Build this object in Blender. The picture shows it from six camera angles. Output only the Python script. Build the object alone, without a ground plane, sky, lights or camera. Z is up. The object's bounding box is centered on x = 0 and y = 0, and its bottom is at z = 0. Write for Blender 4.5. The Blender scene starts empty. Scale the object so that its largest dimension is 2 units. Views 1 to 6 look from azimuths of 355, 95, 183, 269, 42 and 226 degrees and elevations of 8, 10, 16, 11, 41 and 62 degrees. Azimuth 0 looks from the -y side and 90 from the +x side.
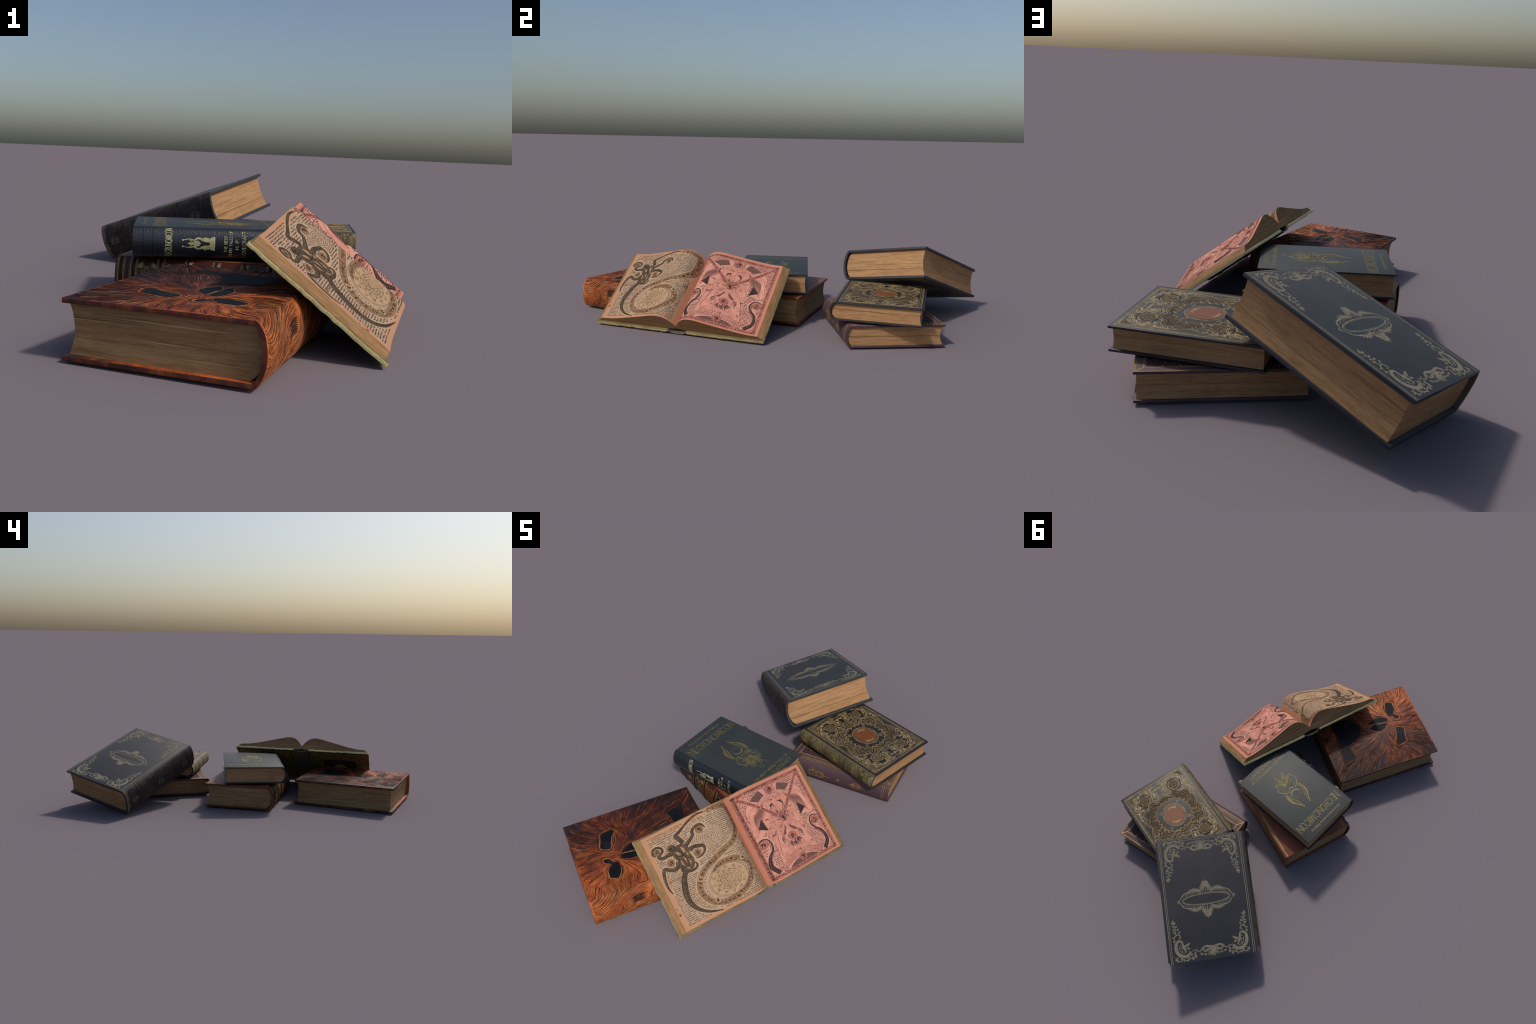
"""A loose heap of seven old books: six closed volumes and one lying open."""
import bpy, bmesh, math, random
from math import sin, cos, pi, radians, sqrt, atan2, hypot
from mathutils import Vector, Matrix, noise as mnoise
from mathutils.geometry import tessellate_polygon

# --------------------------------------------------------------------------
#  small node-graph helper
# --------------------------------------------------------------------------
class Graph:
    def __init__(s, name, rough=.6, metallic=0.0, spec=.35, coat=0.0):
        s.mat = bpy.data.materials.new(name)
        s.mat.use_nodes = True
        s.nt = s.mat.node_tree
        s.bsdf = s.nt.nodes['Principled BSDF']
        s.put('Roughness', rough); s.put('Metallic', metallic)
        s.put('Specular IOR Level', spec); s.put('Coat Weight', coat)
        s.co = s.node('ShaderNodeTexCoord').outputs['Object']
    def node(s, t, **kw):
        n = s.nt.nodes.new(t)
        for k, v in kw.items(): setattr(n, k, v)
        return n
    def link(s, a, inp):
        if hasattr(a, 'links'): s.nt.links.new(a, inp)
        elif isinstance(a, (tuple, list)) and len(a) == 3 and len(getattr(inp, 'default_value', [0]*3)) == 4:
            inp.default_value = (*a, 1)
        else: inp.default_value = a
    def put(s, name, v): s.link(v, s.bsdf.inputs[name])
    def mapping(s, vec=None, scale=(1, 1, 1), loc=(0, 0, 0)):
        n = s.node('ShaderNodeMapping'); s.link(vec or s.co, n.inputs['Vector'])
        n.inputs['Scale'].default_value = scale; n.inputs['Location'].default_value = loc
        return n.outputs[0]
    def noise(s, scale=5, detail=4, rough=.55, dist=0, vec=None, stretch=None, loc=(0, 0, 0)):
        v = vec or s.co
        if stretch or loc != (0, 0, 0): v = s.mapping(v, stretch or (1, 1, 1), loc)
        n = s.node('ShaderNodeTexNoise'); s.link(v, n.inputs['Vector'])
        n.inputs['Scale'].default_value = scale; n.inputs['Detail'].default_value = detail
        n.inputs['Roughness'].default_value = rough; n.inputs['Distortion'].default_value = dist
        return n.outputs['Fac']
    def voronoi(s, scale, vec=None, feature='F1', out='Distance'):
        n = s.node('ShaderNodeTexVoronoi', feature=feature); s.link(vec or s.co, n.inputs['Vector'])
        n.inputs['Scale'].default_value = scale
        return n.outputs[out]
    def ramp(s, fac, stops):
        n = s.node('ShaderNodeValToRGB'); s.link(fac, n.inputs[0]); e = n.color_ramp.elements
        while len(e) < len(stops): e.new(.5)
        for el, (p, c) in zip(e, stops):
            el.position = p; el.color = (*c, 1) if isinstance(c, (tuple, list)) else (c, c, c, 1)
        return n.outputs[0]
    def mix(s, fac, a, b, mode='MIX'):
        n = s.node('ShaderNodeMix', data_type='RGBA', blend_type=mode)
        s.link(fac, n.inputs[0]); s.link(a, n.inputs[6]); s.link(b, n.inputs[7])
        return n.outputs[2]
    def math(s, op, a, b=0.0, c=None, clamp=False):
        n = s.node('ShaderNodeMath', operation=op, use_clamp=clamp)
        s.link(a, n.inputs[0]); s.link(b, n.inputs[1])
        if c is not None: s.link(c, n.inputs[2])
        return n.outputs[0]
    def span(s, v, a, b, lo=0.0, hi=1.0):
        n = s.node('ShaderNodeMapRange', interpolation_type='SMOOTHSTEP'); s.link(v, n.inputs[0])
        for i, x in enumerate((a, b, lo, hi)): n.inputs[i + 1].default_value = x
        return n.outputs[0]
    def xyz(s, vec=None):
        n = s.node('ShaderNodeSeparateXYZ'); s.link(vec or s.co, n.inputs[0]); return n.outputs
    def combine(s, x, y, z):
        n = s.node('ShaderNodeCombineXYZ')
        for i, v in enumerate((x, y, z)): s.link(v, n.inputs[i])
        return n.outputs[0]
    def bump(s, h, strength=.3, dist=.002):
        n = s.node('ShaderNodeBump'); s.link(h, n.inputs['Height'])
        n.inputs['Strength'].default_value = strength; n.inputs['Distance'].default_value = dist
        s.nt.links.new(n.outputs[0], s.bsdf.inputs['Normal'])
    def done(s, col):
        s.put('Base Color', col); return s.mat

# --------------------------------------------------------------------------
#  materials
# --------------------------------------------------------------------------
def page_edge_mat(name, lo, mid, hi, axis='z'):
    """Stacked sheets: hair-fine lines across the thickness, foxing and a few pale leaves."""
    g = Graph(name, rough=.85, spec=.15)
    warp = g.noise(6, 2)
    x, y, z = g.xyz()
    zz = g.math('ADD', z, g.math('MULTIPLY', warp, .006))
    vec = g.combine(x, y, zz)
    fine = g.noise(1, 4, .7, vec=vec, stretch=(26, 26, 560))
    broad = g.noise(1, 3, .6, vec=vec, stretch=(6, 6, 90), loc=(3, 1, 7))
    col = g.ramp(g.math('ADD', g.math('MULTIPLY', fine, .62), g.math('MULTIPLY', broad, .38)),
                 [(.30, lo), (.47, mid), (.66, hi)])
    pale = g.span(g.noise(1, 1, .5, vec=vec, stretch=(2.2, 2.2, 150), loc=(9, 2, 4)), .70, .75)
    col = g.mix(g.math('MULTIPLY', pale, .55), col, tuple(min(1, c * 1.5 + .05) for c in hi))
    gap = g.span(g.noise(1, 1, .5, vec=vec, stretch=(1.5, 1.5, 170), loc=(1, 8, 2)), .70, .76)
    col = g.mix(g.math('MULTIPLY', gap, .6), col, tuple(c * .5 for c in lo))
    spot = g.span(g.voronoi(26), .05, .02)
    spot2 = g.span(g.noise(9, 1, loc=(4, 4, 4)), .62, .68)
    col = g.mix(g.math('MULTIPLY', spot, g.math('MULTIPLY', spot2, .8)), col, (.05, .025, .012))
    stain = g.span(g.noise(7, 3, .6, loc=(2, 2, 2)), .50, .75)
    col = g.mix(g.math('MULTIPLY', stain, .30), col, tuple(c * .55 for c in mid))
    g.bump(fine, .35, .0012)
    return g.done(col)

def leather_mat(name, base, alt, rough=.55, grain=420, bump=.25, scuff=None, scuff_amt=.4, spec=.35, weave=False):
    g = Graph(name, rough=rough, spec=spec)
    big = g.noise(9, 5, .6)
    col = g.mix(g.span(big, .35, .68), base, alt)
    fine = g.noise(grain, 2, .6)
    col = g.mix(g.math('MULTIPLY', g.span(fine, .5, .75), .22), col, tuple(min(1, c * 1.9 + .004) for c in base))
    if scuff:
        sc = g.span(g.noise(24, 8, .75, loc=(5, 3, 1)), .60, .72)
        col = g.mix(g.math('MULTIPLY', sc, scuff_amt), col, scuff)
    if weave:
        x, y, z = g.xyz()
        w = g.math('MULTIPLY', g.math('SINE', g.math('MULTIPLY', x, 1900)), g.math('SINE', g.math('MULTIPLY', y, 1900)))
        h = g.math('ADD', fine, g.math('MULTIPLY', w, .25))
    else:
        h = g.voronoi(grain * .8)
    g.bump(h, bump, .0012)
    return g.done(col)

def gilt_mat(name, bright, dull, under, wear=.35, metallic=.25, rough=.5, scale=60):
    """Worn foil: bright metal, dull metal, and bare cover where it has rubbed off."""
    g = Graph(name, rough=rough, metallic=metallic, spec=.4)
    col = g.mix(g.span(g.noise(scale, 4, .7), .35, .65), dull, bright)
    col = g.mix(g.math('MULTIPLY', g.span(g.noise(scale * 2.3, 3, .7, loc=(7, 1, 3)), .55, .66), wear), col, under)
    return g.done(col)

def ink_mat(name, col, other=None, scale=120, rough=.9):
    g = Graph(name, rough=rough, spec=.1)
    other = other or tuple(c * .6 for c in col)
    return g.done(g.mix(g.span(g.noise(scale, 4, .7), .35, .68), other, col))

def paper_mat(name, centre, margin, stain, half=.2, wide=.385, side=1):
    """Old paper: flat tone, redder margins, small foxing blotches, fibres."""
    g = Graph(name, rough=.8, spec=.15)
    x, y, z = g.xyz()
    n = g.math('MULTIPLY', g.math('SUBTRACT', g.noise(26, 5, .65), .5), .05)
    ax = g.math('ABSOLUTE', x); ay = g.math('ABSOLUTE', y)
    ex = g.span(g.math('ADD', ax, n), wide - .045, wide - .008)
    ey = g.span(g.math('ADD', ay, n), half - .035, half)
    eg = g.span(g.math('ADD', ax, n), .030, .006)
    m = g.math('MAXIMUM', g.math('MAXIMUM', ex, ey), eg)
    col = g.mix(g.math('MULTIPLY', m, .85), centre, margin)
    blot = g.span(g.noise(17, 6, .7, loc=(3, 3, 0)), .5, .75)
    col = g.mix(g.math('MULTIPLY', blot, .35), col, stain)
    fib = g.noise(300, 3, .7)
    col = g.mix(g.math('MULTIPLY', g.span(fib, .5, .8), .25), col, stain)
    g.bump(g.noise(60, 4), .12, .002)
    return g.done(col)

def fire_hide_mat(name, flat=False):
    """Fibrous, flame-coloured hide; fibres run outwards from the bridge of the face."""
    g = Graph(name, rough=.55, spec=.35)
    x, y, z = g.xyz()
    wx = g.math('MULTIPLY', g.math('SUBTRACT', g.noise(9, 3, loc=(1, 0, 0)), .5), .22)
    wy = g.math('MULTIPLY', g.math('SUBTRACT', g.noise(9, 3, loc=(0, 5, 2)), .5), .22)
    dx = g.math('ADD', g.math('SUBTRACT', x, .20), wx); dy = g.math('ADD', g.math('SUBTRACT', y, .105), wy)
    r = g.math('SQRT', g.math('ADD', g.math('MULTIPLY', dx, dx), g.math('MULTIPLY', dy, dy)))
    rs = g.math('MAXIMUM', r, .01)
    vec = g.combine(g.math('MULTIPLY', g.math('DIVIDE', dx, rs), 9), g.math('MULTIPLY', g.math('DIVIDE', dy, rs), 9),
                    g.math('ADD', g.math('MULTIPLY', r, 7), g.math('MULTIPLY', z, 9)))
    fib = g.noise(1.6, 6, .68, dist=.6, vec=vec)
    fine = g.noise(5.5, 4, .7, dist=.4, vec=vec)
    patch = g.noise(7.5, 4, .6, loc=(2, 6, 1))
    # brighter towards the spine, browner towards the fore edge and the tail
    side = g.math('MULTIPLY', g.math('ADD', x, .03), -.42)
    tail = g.math('MULTIPLY', y, .22)
    v = g.math('ADD', g.math('ADD', g.math('MULTIPLY', fib, .62), g.math('MULTIPLY', fine, .30)),
               g.math('ADD', g.math('MULTIPLY', patch, .62), g.math('ADD', side, tail)))
    v = g.math('ADD', g.math('MULTIPLY', g.math('SUBTRACT', v, .72), 1.25), .52)
    col = g.ramp(v, [(.26, (.022, .012, .012)), (.38, (.085, .022, .012)), (.50, (.23, .050, .014)),
                     (.62, (.37, .080, .018)), (.76, (.47, .145, .036)), (.92, (.53, .24, .085))])
    soot = g.math('MULTIPLY', g.span(x, .31, .45), g.span(y, .13, .27))
    soot = g.span(g.math('ADD', soot, g.math('MULTIPLY', g.math('SUBTRACT', g.noise(22, 5, .7), .5), .7)), .25, .75)
    soot = g.math('MULTIPLY', soot, g.span(y, .06, .16))
    col = g.mix(g.math('MULTIPLY', soot, .88), col, (.028, .016, .018))
    g.bump(fib, .35, .003)
    return g.done(col)

def charred_edge_mat(name):
    g = Graph(name, rough=.65)
    v = g.noise(16, 5, .7, stretch=(1, 1, .6))
    col = g.ramp(v, [(.35, (.020, .010, .009)), (.5, (.085, .020, .012)), (.62, (.20, .05, .018)), (.75, (.32, .14, .05))])
    return g.done(col)

def spine_patchy_mat(name, dark, mid, pale, rough=.6, edge=.25):
    """Leather worn to brown at the ends and along the joints (real rubbing, blotchy edged)."""
    g = Graph(name, rough=rough, spec=.3)
    x, y, z = g.xyz()
    n = g.math('MULTIPLY', g.math('SUBTRACT', g.noise(22, 7, .72), .5), .16)
    streak = g.noise(1, 5, .7, stretch=(60, 18, 60))
    col = g.mix(g.span(streak, .4, .65), dark, mid)
    ends = g.span(g.math('ADD', y, n), edge, edge + .012)
    col = g.mix(g.math('MULTIPLY', ends, .8), col, pale)
    rub = g.span(g.math('ADD', g.math('ABSOLUTE', g.math('SUBTRACT', z, .072)), n), .055, .068)
    col = g.mix(g.math('MULTIPLY', rub, .5), col, tuple(c * .6 for c in pale))
    g.bump(streak, .3, .002)
    return g.done(col)

# --------------------------------------------------------------------------
#  geometry helpers
# --------------------------------------------------------------------------
def add_mesh(name, verts, faces, mat, parent, smooth=None):
    me = bpy.data.meshes.new(name); me.from_pydata(verts, [], faces); me.validate()
    bm = bmesh.new(); bm.from_mesh(me); bmesh.ops.recalc_face_normals(bm, faces=bm.faces[:]); bm.to_mesh(me); bm.free()
    return finish(me, name, mat, parent, smooth)

def finish(me, name, mat, parent, smooth=None):
    for m in (mat if isinstance(mat, (list, tuple)) else [mat]): me.materials.append(m)
    if smooth is not None:
        for p in me.polygons: p.use_smooth = True
        me.set_sharp_from_angle(angle=radians(smooth))
    ob = bpy.data.objects.new(name, me); bpy.context.scene.collection.objects.link(ob)
    ob.parent = parent
    return ob

def board(name, x0, x1, y0, y1, z0, z1, mat, parent, bev=.0016, edge_mat=None, rough_edge=0.0, seed=0):
    """A cover board with rounded edges; optional ragged rim."""
    bm = bmesh.new()
    bmesh.ops.create_cube(bm, size=1)
    for v in bm.verts:
        v.co = Vector(((x0 + x1) / 2 + v.co.x * (x1 - x0), (y0 + y1) / 2 + v.co.y * (y1 - y0), (z0 + z1) / 2 + v.co.z * (z1 - z0)))
    if rough_edge:
        for ax, n in ((0, int((x1 - x0) / .006)), (1, int((y1 - y0) / .006))):
            es = [e for e in bm.edges if abs((e.verts[0].co - e.verts[1].co)[ax]) > .8 * ((x1 - x0), (y1 - y0))[ax]]
            bmesh.ops.subdivide_edges(bm, edges=es, cuts=n, use_grid_fill=True)
    bmesh.ops.bevel(bm, geom=[e for e in bm.edges if e.is_manifold and e.calc_face_angle() > .5], offset=bev, segments=2, profile=.6, affect='EDGES')
    if rough_edge:
        for v in bm.verts:
            d = min(abs(v.co.x - x0), abs(v.co.x - x1), abs(v.co.y - y0), abs(v.co.y - y1))
            if d < .004:
                p = Vector((v.co.x * 55 + seed, v.co.y * 55, seed * 3.1)); o = mnoise.noise_vector(p) * rough_edge
                v.co += Vector((o.x, o.y, o.z * .6))
    me = bpy.data.meshes.new(name); bm.to_mesh(me); bm.free()
    ob = finish(me, name, [mat] + ([edge_mat] if edge_mat else []), parent, 35)
    if edge_mat:
        for p in me.polygons:
            if abs(p.normal.z) < .6: p.material_index = 1
    return ob

def catmull(pts, closed=False, step=.004):
    n = len(pts)
    if n < 3 and not closed: return dense(pts, step)
    out = []
    for i in range(n if closed else n - 1):
        p1, p2 = pts[i], pts[(i + 1) % n]
        p0 = pts[i - 1] if closed or i > 0 else (2 * p1[0] - p2[0], 2 * p1[1] - p2[1])
        p3 = pts[(i + 2) % n] if closed or i + 2 < n else (2 * p2[0] - p1[0], 2 * p2[1] - p1[1])
        k = max(2, int(math.ceil(hypot(p2[0] - p1[0], p2[1] - p1[1]) / step)))
        for j in range(k):
            t = j / k
            out.append(tuple(.5 * (2 * p1[a] + (p2[a] - p0[a]) * t + (2 * p0[a] - 5 * p1[a] + 4 * p2[a] - p3[a]) * t * t
                                   + (3 * p1[a] - p0[a] - 3 * p2[a] + p3[a]) * t ** 3) for a in (0, 1)))
    if not closed: out.append(tuple(pts[-1]))
    return out

def dense(pts, step=.01):
    out = []
    for a, b in zip(pts, pts[1:]):
        k = max(1, int(math.ceil(hypot(b[0] - a[0], b[1] - a[1]) / step)))
        out += [(a[0] + (b[0] - a[0]) * j / k, a[1] + (b[1] - a[1]) * j / k) for j in range(k)]
    return out + [tuple(pts[-1])]

def arc(cx, cy, r, a0, a1, ry=None, n=None):
    n = n or max(6, int(abs(a1 - a0) / .25)); ry = ry or r
    return [(cx + r * cos(a0 + (a1 - a0) * i / n), cy + ry * sin(a0 + (a1 - a0) * i / n)) for i in range(n + 1)]

def spiral(cx, cy, r0, r1, a0, turns):
    n = max(10, int(abs(turns) * 18))
    return [(cx + (r0 + (r1 - r0) * i / n) * cos(a0 + 2 * pi * turns * i / n),
             cy + (r0 + (r1 - r0) * i / n) * sin(a0 + 2 * pi * turns * i / n)) for i in range(n + 1)]

def inside(p, poly):
    c = False
    for i in range(len(poly)):
        a, b = poly[i - 1], poly[i]
        if (a[1] > p[1]) != (b[1] > p[1]) and p[0] < (b[0] - a[0]) * (p[1] - a[1]) / (b[1] - a[1]) + a[0]: c = not c
    return c

def poly_near(p, poly):
    best = (9, None)
    for i in range(len(poly)):
        a, b = poly[i - 1], poly[i]; dx, dy = b[0] - a[0], b[1] - a[1]
        t = max(0, min(1, ((p[0] - a[0]) * dx + (p[1] - a[1]) * dy) / (dx * dx + dy * dy + 1e-12)))
        q = (a[0] + t * dx, a[1] + t * dy); d = hypot(p[0] - q[0], p[1] - q[1])
        if d < best[0]: best = (d, q)
    return best

def grow(poly, d):
    cx = sum(p[0] for p in poly) / len(poly); cy = sum(p[1] for p in poly) / len(poly)
    return [(p[0] + (p[0] - cx) / (hypot(p[0] - cx, p[1] - cy) + 1e-9) * d, p[1] + (p[1] - cy) / (hypot(p[0] - cx, p[1] - cy) + 1e-9) * d) for p in poly]

class Marks:
    """Foil, ink or paint laid on a surface: every line is a thin ridge with its own
    height, every patch a thin sheet.  `surf(u, v, h)` gives the point in the book."""
    def __init__(s, surf, seed=1):
        s.surf, s.v, s.f, s.rng = surf, [], [], random.Random(seed)
    def stroke(s, pts, w, taper=(0, 0), closed=False, smooth=True, step=.004, h=None):
        if smooth: pl = catmull(pts, closed, step)
        else: pl = dense(pts + ([pts[0]] if closed else []), .007)
        if closed and smooth: pl = pl + [pl[0]]
        n = len(pl)
        if n < 2: return
        h = (h if h is not None else .00035) + s.rng.random() * .0003
        b = len(s.v); rim = max(.00012, h - .00055)
        for i, p in enumerate(pl):
            a, c = pl[max(0, i - 1)], pl[min(n - 1, i + 1)]
            if closed and i in (0, n - 1): a, c = pl[n - 2], pl[1]
            tx, ty = c[0] - a[0], c[1] - a[1]; l = hypot(tx, ty) or 1
            t = i / (n - 1)
            ww = w if not isinstance(w, (list, tuple)) else w[min(len(w) - 1, int(t * (len(w) - 1)))] * (1 - (t * (len(w) - 1)) % 1) + w[min(len(w) - 1, int(t * (len(w) - 1)) + 1)] * ((t * (len(w) - 1)) % 1)
            k = 1.0
            if taper[0] and t < taper[0]: k = .12 + .88 * t / taper[0]
            if taper[1] and t > 1 - taper[1]: k = min(k, .12 + .88 * (1 - t) / taper[1])
            ww *= .5 * k; nx, ny = -ty / l * ww, tx / l * ww
            s.v += [s.surf(p[0] + nx, p[1] + ny, rim), s.surf(p[0], p[1], h), s.surf(p[0] - nx, p[1] - ny, rim)]
        for i in range(n - 1):
            o = b + 3 * i
            s.f += [(o, o + 1, o + 4, o + 3), (o + 1, o + 2, o + 5, o + 4)]
    def tick(s, a, b, w):
        dx, dy = b[0] - a[0], b[1] - a[1]; l = hypot(dx, dy) or 1; nx, ny = -dy / l * w / 2, dx / l * w / 2
        h = .0003 + s.rng.random() * .0003; o = len(s.v)
        s.v += [s.surf(a[0] + nx, a[1] + ny, h), s.surf(a[0] - nx, a[1] - ny, h), s.surf(b[0] - nx, b[1] - ny, h), s.surf(b[0] + nx, b[1] + ny, h)]
        s.f.append((o, o + 1, o + 2, o + 3))
    def fill(s, poly, h=None, maxedge=.008):
        h = (.0002 if h is None else h) + s.rng.random() * .00015
        tris = tessellate_polygon([[Vector((p[0], p[1], 0)) for p in poly]])
        work = [tuple(poly[i] for i in t) for t in tris]
        while work:
            a, b, c = work.pop()
            e = [hypot(a[0] - b[0], a[1] - b[1]), hypot(b[0] - c[0], b[1] - c[1]), hypot(c[0] - a[0], c[1] - a[1])]
            m = max(e)
            if m > maxedge:
                k = e.index(m)
                if k == 1: a, b, c = b, c, a
                elif k == 2: a, b, c = c, a, b
                q = ((a[0] + b[0]) / 2, (a[1] + b[1]) / 2)
                work += [(a, q, c), (q, b, c)]
            else:
                o = len(s.v); s.v += [s.surf(p[0], p[1], h) for p in (a, b, c)]; s.f.append((o, o + 1, o + 2))
    def disc(s, cx, cy, r, ry=None, h=None, n=14):
        s.fill([(cx + r * cos(2 * pi * i / n), cy + (ry or r) * sin(2 * pi * i / n)) for i in range(n)], h)
    def ring(s, cx, cy, r, w, ry=None, h=None):
        s.stroke(arc(cx, cy, r, 0, 2 * pi, ry, 28)[:-1], w, closed=True, h=h)
    def leaf(s, x, y, a, l, w, h=None):
        """teardrop lobe from (x, y) along angle a"""
        ca, sa = cos(a), sin(a)
        pr = [(0, 0), (.22, .30), (.5, .5), (.78, .36), (1, 0), (.78, -.36), (.5, -.5), (.22, -.30)]
        s.fill([(x + ca * p * l - sa * q * w, y + sa * p * l + ca * q * w) for p, q in pr], h, maxedge=.03)
    def palmette(s, x, y, a, size, lobes=5, spread=2.2):
        for i in range(lobes):
            k = (i / (lobes - 1) - .5)
            s.leaf(x, y, a + k * spread, size * (1 - .55 * abs(k) ** 1.2), size * .26)
    def scroll(s, x, y, r, a, turns, w):
        s.stroke(spiral(x, y, r, r * .25, a, turns), [w * 1.2, w, w * .8], taper=(.15, 0))
        e = a + 2 * pi * turns; s.disc(x + r * .25 * cos(e), y + r * .25 * sin(e), w * .95, n=8)
    def trefoil(s, x, y, r, a=0):
        for k in range(3): s.disc(x + r * .8 * cos(a + k * 2 * pi / 3), y + r * .8 * sin(a + k * 2 * pi / 3), r * .68, n=8)
    def glyph(s, x, y, size, a, w):
        """one unreadable handwritten sign"""
        r = s.rng; ca, sa = cos(a), sin(a)
        def P(p, q): return (x + (p * ca - q * sa) * size, y + (p * sa + q * ca) * size)
        for _ in range(r.choice((2, 3, 3, 4))):
            k = r.random()
            if k < .42:
                u = r.uniform(-.35, .35); s.tick(P(u, -.5 + r.random() * .3), P(u + r.uniform(-.3, .3), .5 - r.random() * .3), w)
            elif k < .68:
                v = r.uniform(-.4, .4); s.tick(P(-.4, v), P(.4, v + r.uniform(-.2, .2)), w)
            else:
                c0, c1, rr, b = r.uniform(-.2, .2), r.uniform(-.25, .25), r.uniform(.18, .36), r.uniform(0, 6)
                q = [P(c0 + rr * cos(b + i * .9), c1 + rr * sin(b + i * .9)) for i in range(5)]
                for m, n in zip(q, q[1:]): s.tick(m, n, w)
    def build(s, name, mat, parent, stuff=False):
        me = bpy.data.meshes.new(name); me.from_pydata(s.v, [], s.f)
        ob = finish(me, name, mat, parent, 60)
        if stuff: ob["kind"] = "stuff"
        return ob

# a roman capital alphabet drawn as pen strokes on a unit-high body
O_ = [(.40 + .40 * cos(pi / 2 + 2 * pi * i / 12), .5 + .5 * sin(pi / 2 + 2 * pi * i / 12)) for i in range(12)]
LETTERS = {
 'A': (.75, [[(0, 0), (.375, 1)], [(.375, 1), (.75, 0)], [(.14, .36), (.61, .36)]]),
 'B': (.58, [[(0, 0), (0, 1)], [(0, 1), (.38, .97), (.46, .77), (.36, .55), (0, .53)], [(0, .53), (.42, .5), (.56, .27), (.42, .03), (0, 0)]]),
 'C': (.72, [[(.70, .82), (.56, .97), (.36, 1), (.10, .80), (0, .5), (.10, .20), (.36, 0), (.56, .03), (.70, .18)]]),
 'D': (.74, [[(0, 0), (0, 1)], [(0, 1), (.40, .95), (.70, .72), (.74, .5), (.70, .28), (.40, .05), (0, 0)]]),
 'E': (.52, [[(0, 0), (0, 1)], [(0, 1), (.50, 1)], [(0, .53), (.40, .53)], [(0, 0), (.52, 0)]]),
 'F': (.50, [[(0, 0), (0, 1)], [(0, 1), (.50, 1)], [(0, .53), (.40, .53)]]),
 'H': (.68, [[(0, 0), (0, 1)], [(.68, 0), (.68, 1)], [(0, .52), (.68, .52)]]),
 'I': (.06, [[(.03, 0), (.03, 1)]]),
 'L': (.50, [[(0, 0), (0, 1)], [(0, 0), (.50, 0)]]),
 'M': (.86, [[(.05, 0), (.12, 1)], [(.12, 1), (.43, .05)], [(.43, .05), (.74, 1)], [(.74, 1), (.81, 0)]]),
 'N': (.72, [[(0, 0), (0, 1)], [(0, 1), (.72, 0)], [(.72, 0), (.72, 1)]]),
 'O': (.80, [O_ + [O_[0]]]),
 'P': (.54, [[(0, 0), (0, 1)], [(0, 1), (.38, .98), (.54, .76), (.38, .50), (0, .48)]]),
 'R': (.62, [[(0, 0), (0, 1)], [(0, 1), (.38, .98), (.52, .77), (.38, .53), (0, .51)], [(.28, .51), (.62, 0)]]),
 'S': (.50, [[(.46, .86), (.30, 1), (.08, .90), (.05, .70), (.25, .54), (.44, .38), (.46, .16), (.26, 0), (.02, .12)]]),
 'T': (.66, [[(.33, 0), (.33, 1)], [(0, 1), (.66, 1)]]),
 'V': (.72, [[(0, 1), (.36, 0)], [(.36, 0), (.72, 1)]]),
 'W': (1.0, [[(0, 1), (.25, 0)], [(.25, 0), (.5, .95)], [(.5, .95), (.75, 0)], [(.75, 0), (1, 1)]]),
 '.': (.08, [[(.02, 0), (.06, .06)]]), ' ': (.32, []),
}
def lettering(m, text, x0, x1, y, height, w, along=(1, 0), up=(0, 1), gap=.20, serif=True, big_first=1.0):
    """capitals squeezed to run from x0 to x1 along `along`, standing on y along `up`"""
    adv = sum(LETTERS[c][0] + gap for c in text) - gap
    sx = (x1 - x0) / adv; x = x0
    for i, ch in enumerate(text):
        wd, strokes = LETTERS[ch]; hh = height * (big_first if i == 0 else 1)
        def P(p): a, b = x + p[0] * sx, y + p[1] * hh - (hh - height) * .5; return (along[0] * a + up[0] * b, along[1] * a + up[1] * b)
        for st in strokes:
            if len(st) > 2: m.stroke([P(p) for p in st], w, step=height * .12)
            else:
                m.stroke([P(p) for p in st], w, smooth=False)
                if serif and abs(st[0][1] - st[1][1]) > .6:
                    for p in st:
                        if p[1] in (0, 1): m.stroke([P((p[0] - .09, p[1])), P((p[0] + .09, p[1]))], w * .7, smooth=False)
        x += (wd + gap) * sx

def small_text(m, text, x0, x1, y, height):
    """lower-case line in the built-in typeface, laid on the surface"""
    cu = bpy.data.curves.new('lettering_source', 'FONT'); cu.body = text; cu.resolution_u = 2
    ob = bpy.data.objects.new('lettering_source', cu); bpy.context.scene.collection.objects.link(ob)
    dg = bpy.context.evaluated_depsgraph_get(); ev = ob.evaluated_get(dg); me = ev.to_mesh()
    xs = [v.co.x for v in me.vertices]; lo, hi = min(xs), max(xs); b = len(m.v)
    m.v += [m.surf(x0 + (v.co.x - lo) / (hi - lo) * (x1 - x0), y + v.co.y * height, .0004) for v in me.vertices]
    m.f += [tuple(b + i for i in p.vertices) for p in me.polygons]
    ev.to_mesh_clear(); bpy.data.objects.remove(ob); bpy.data.curves.remove(cu)

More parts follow.
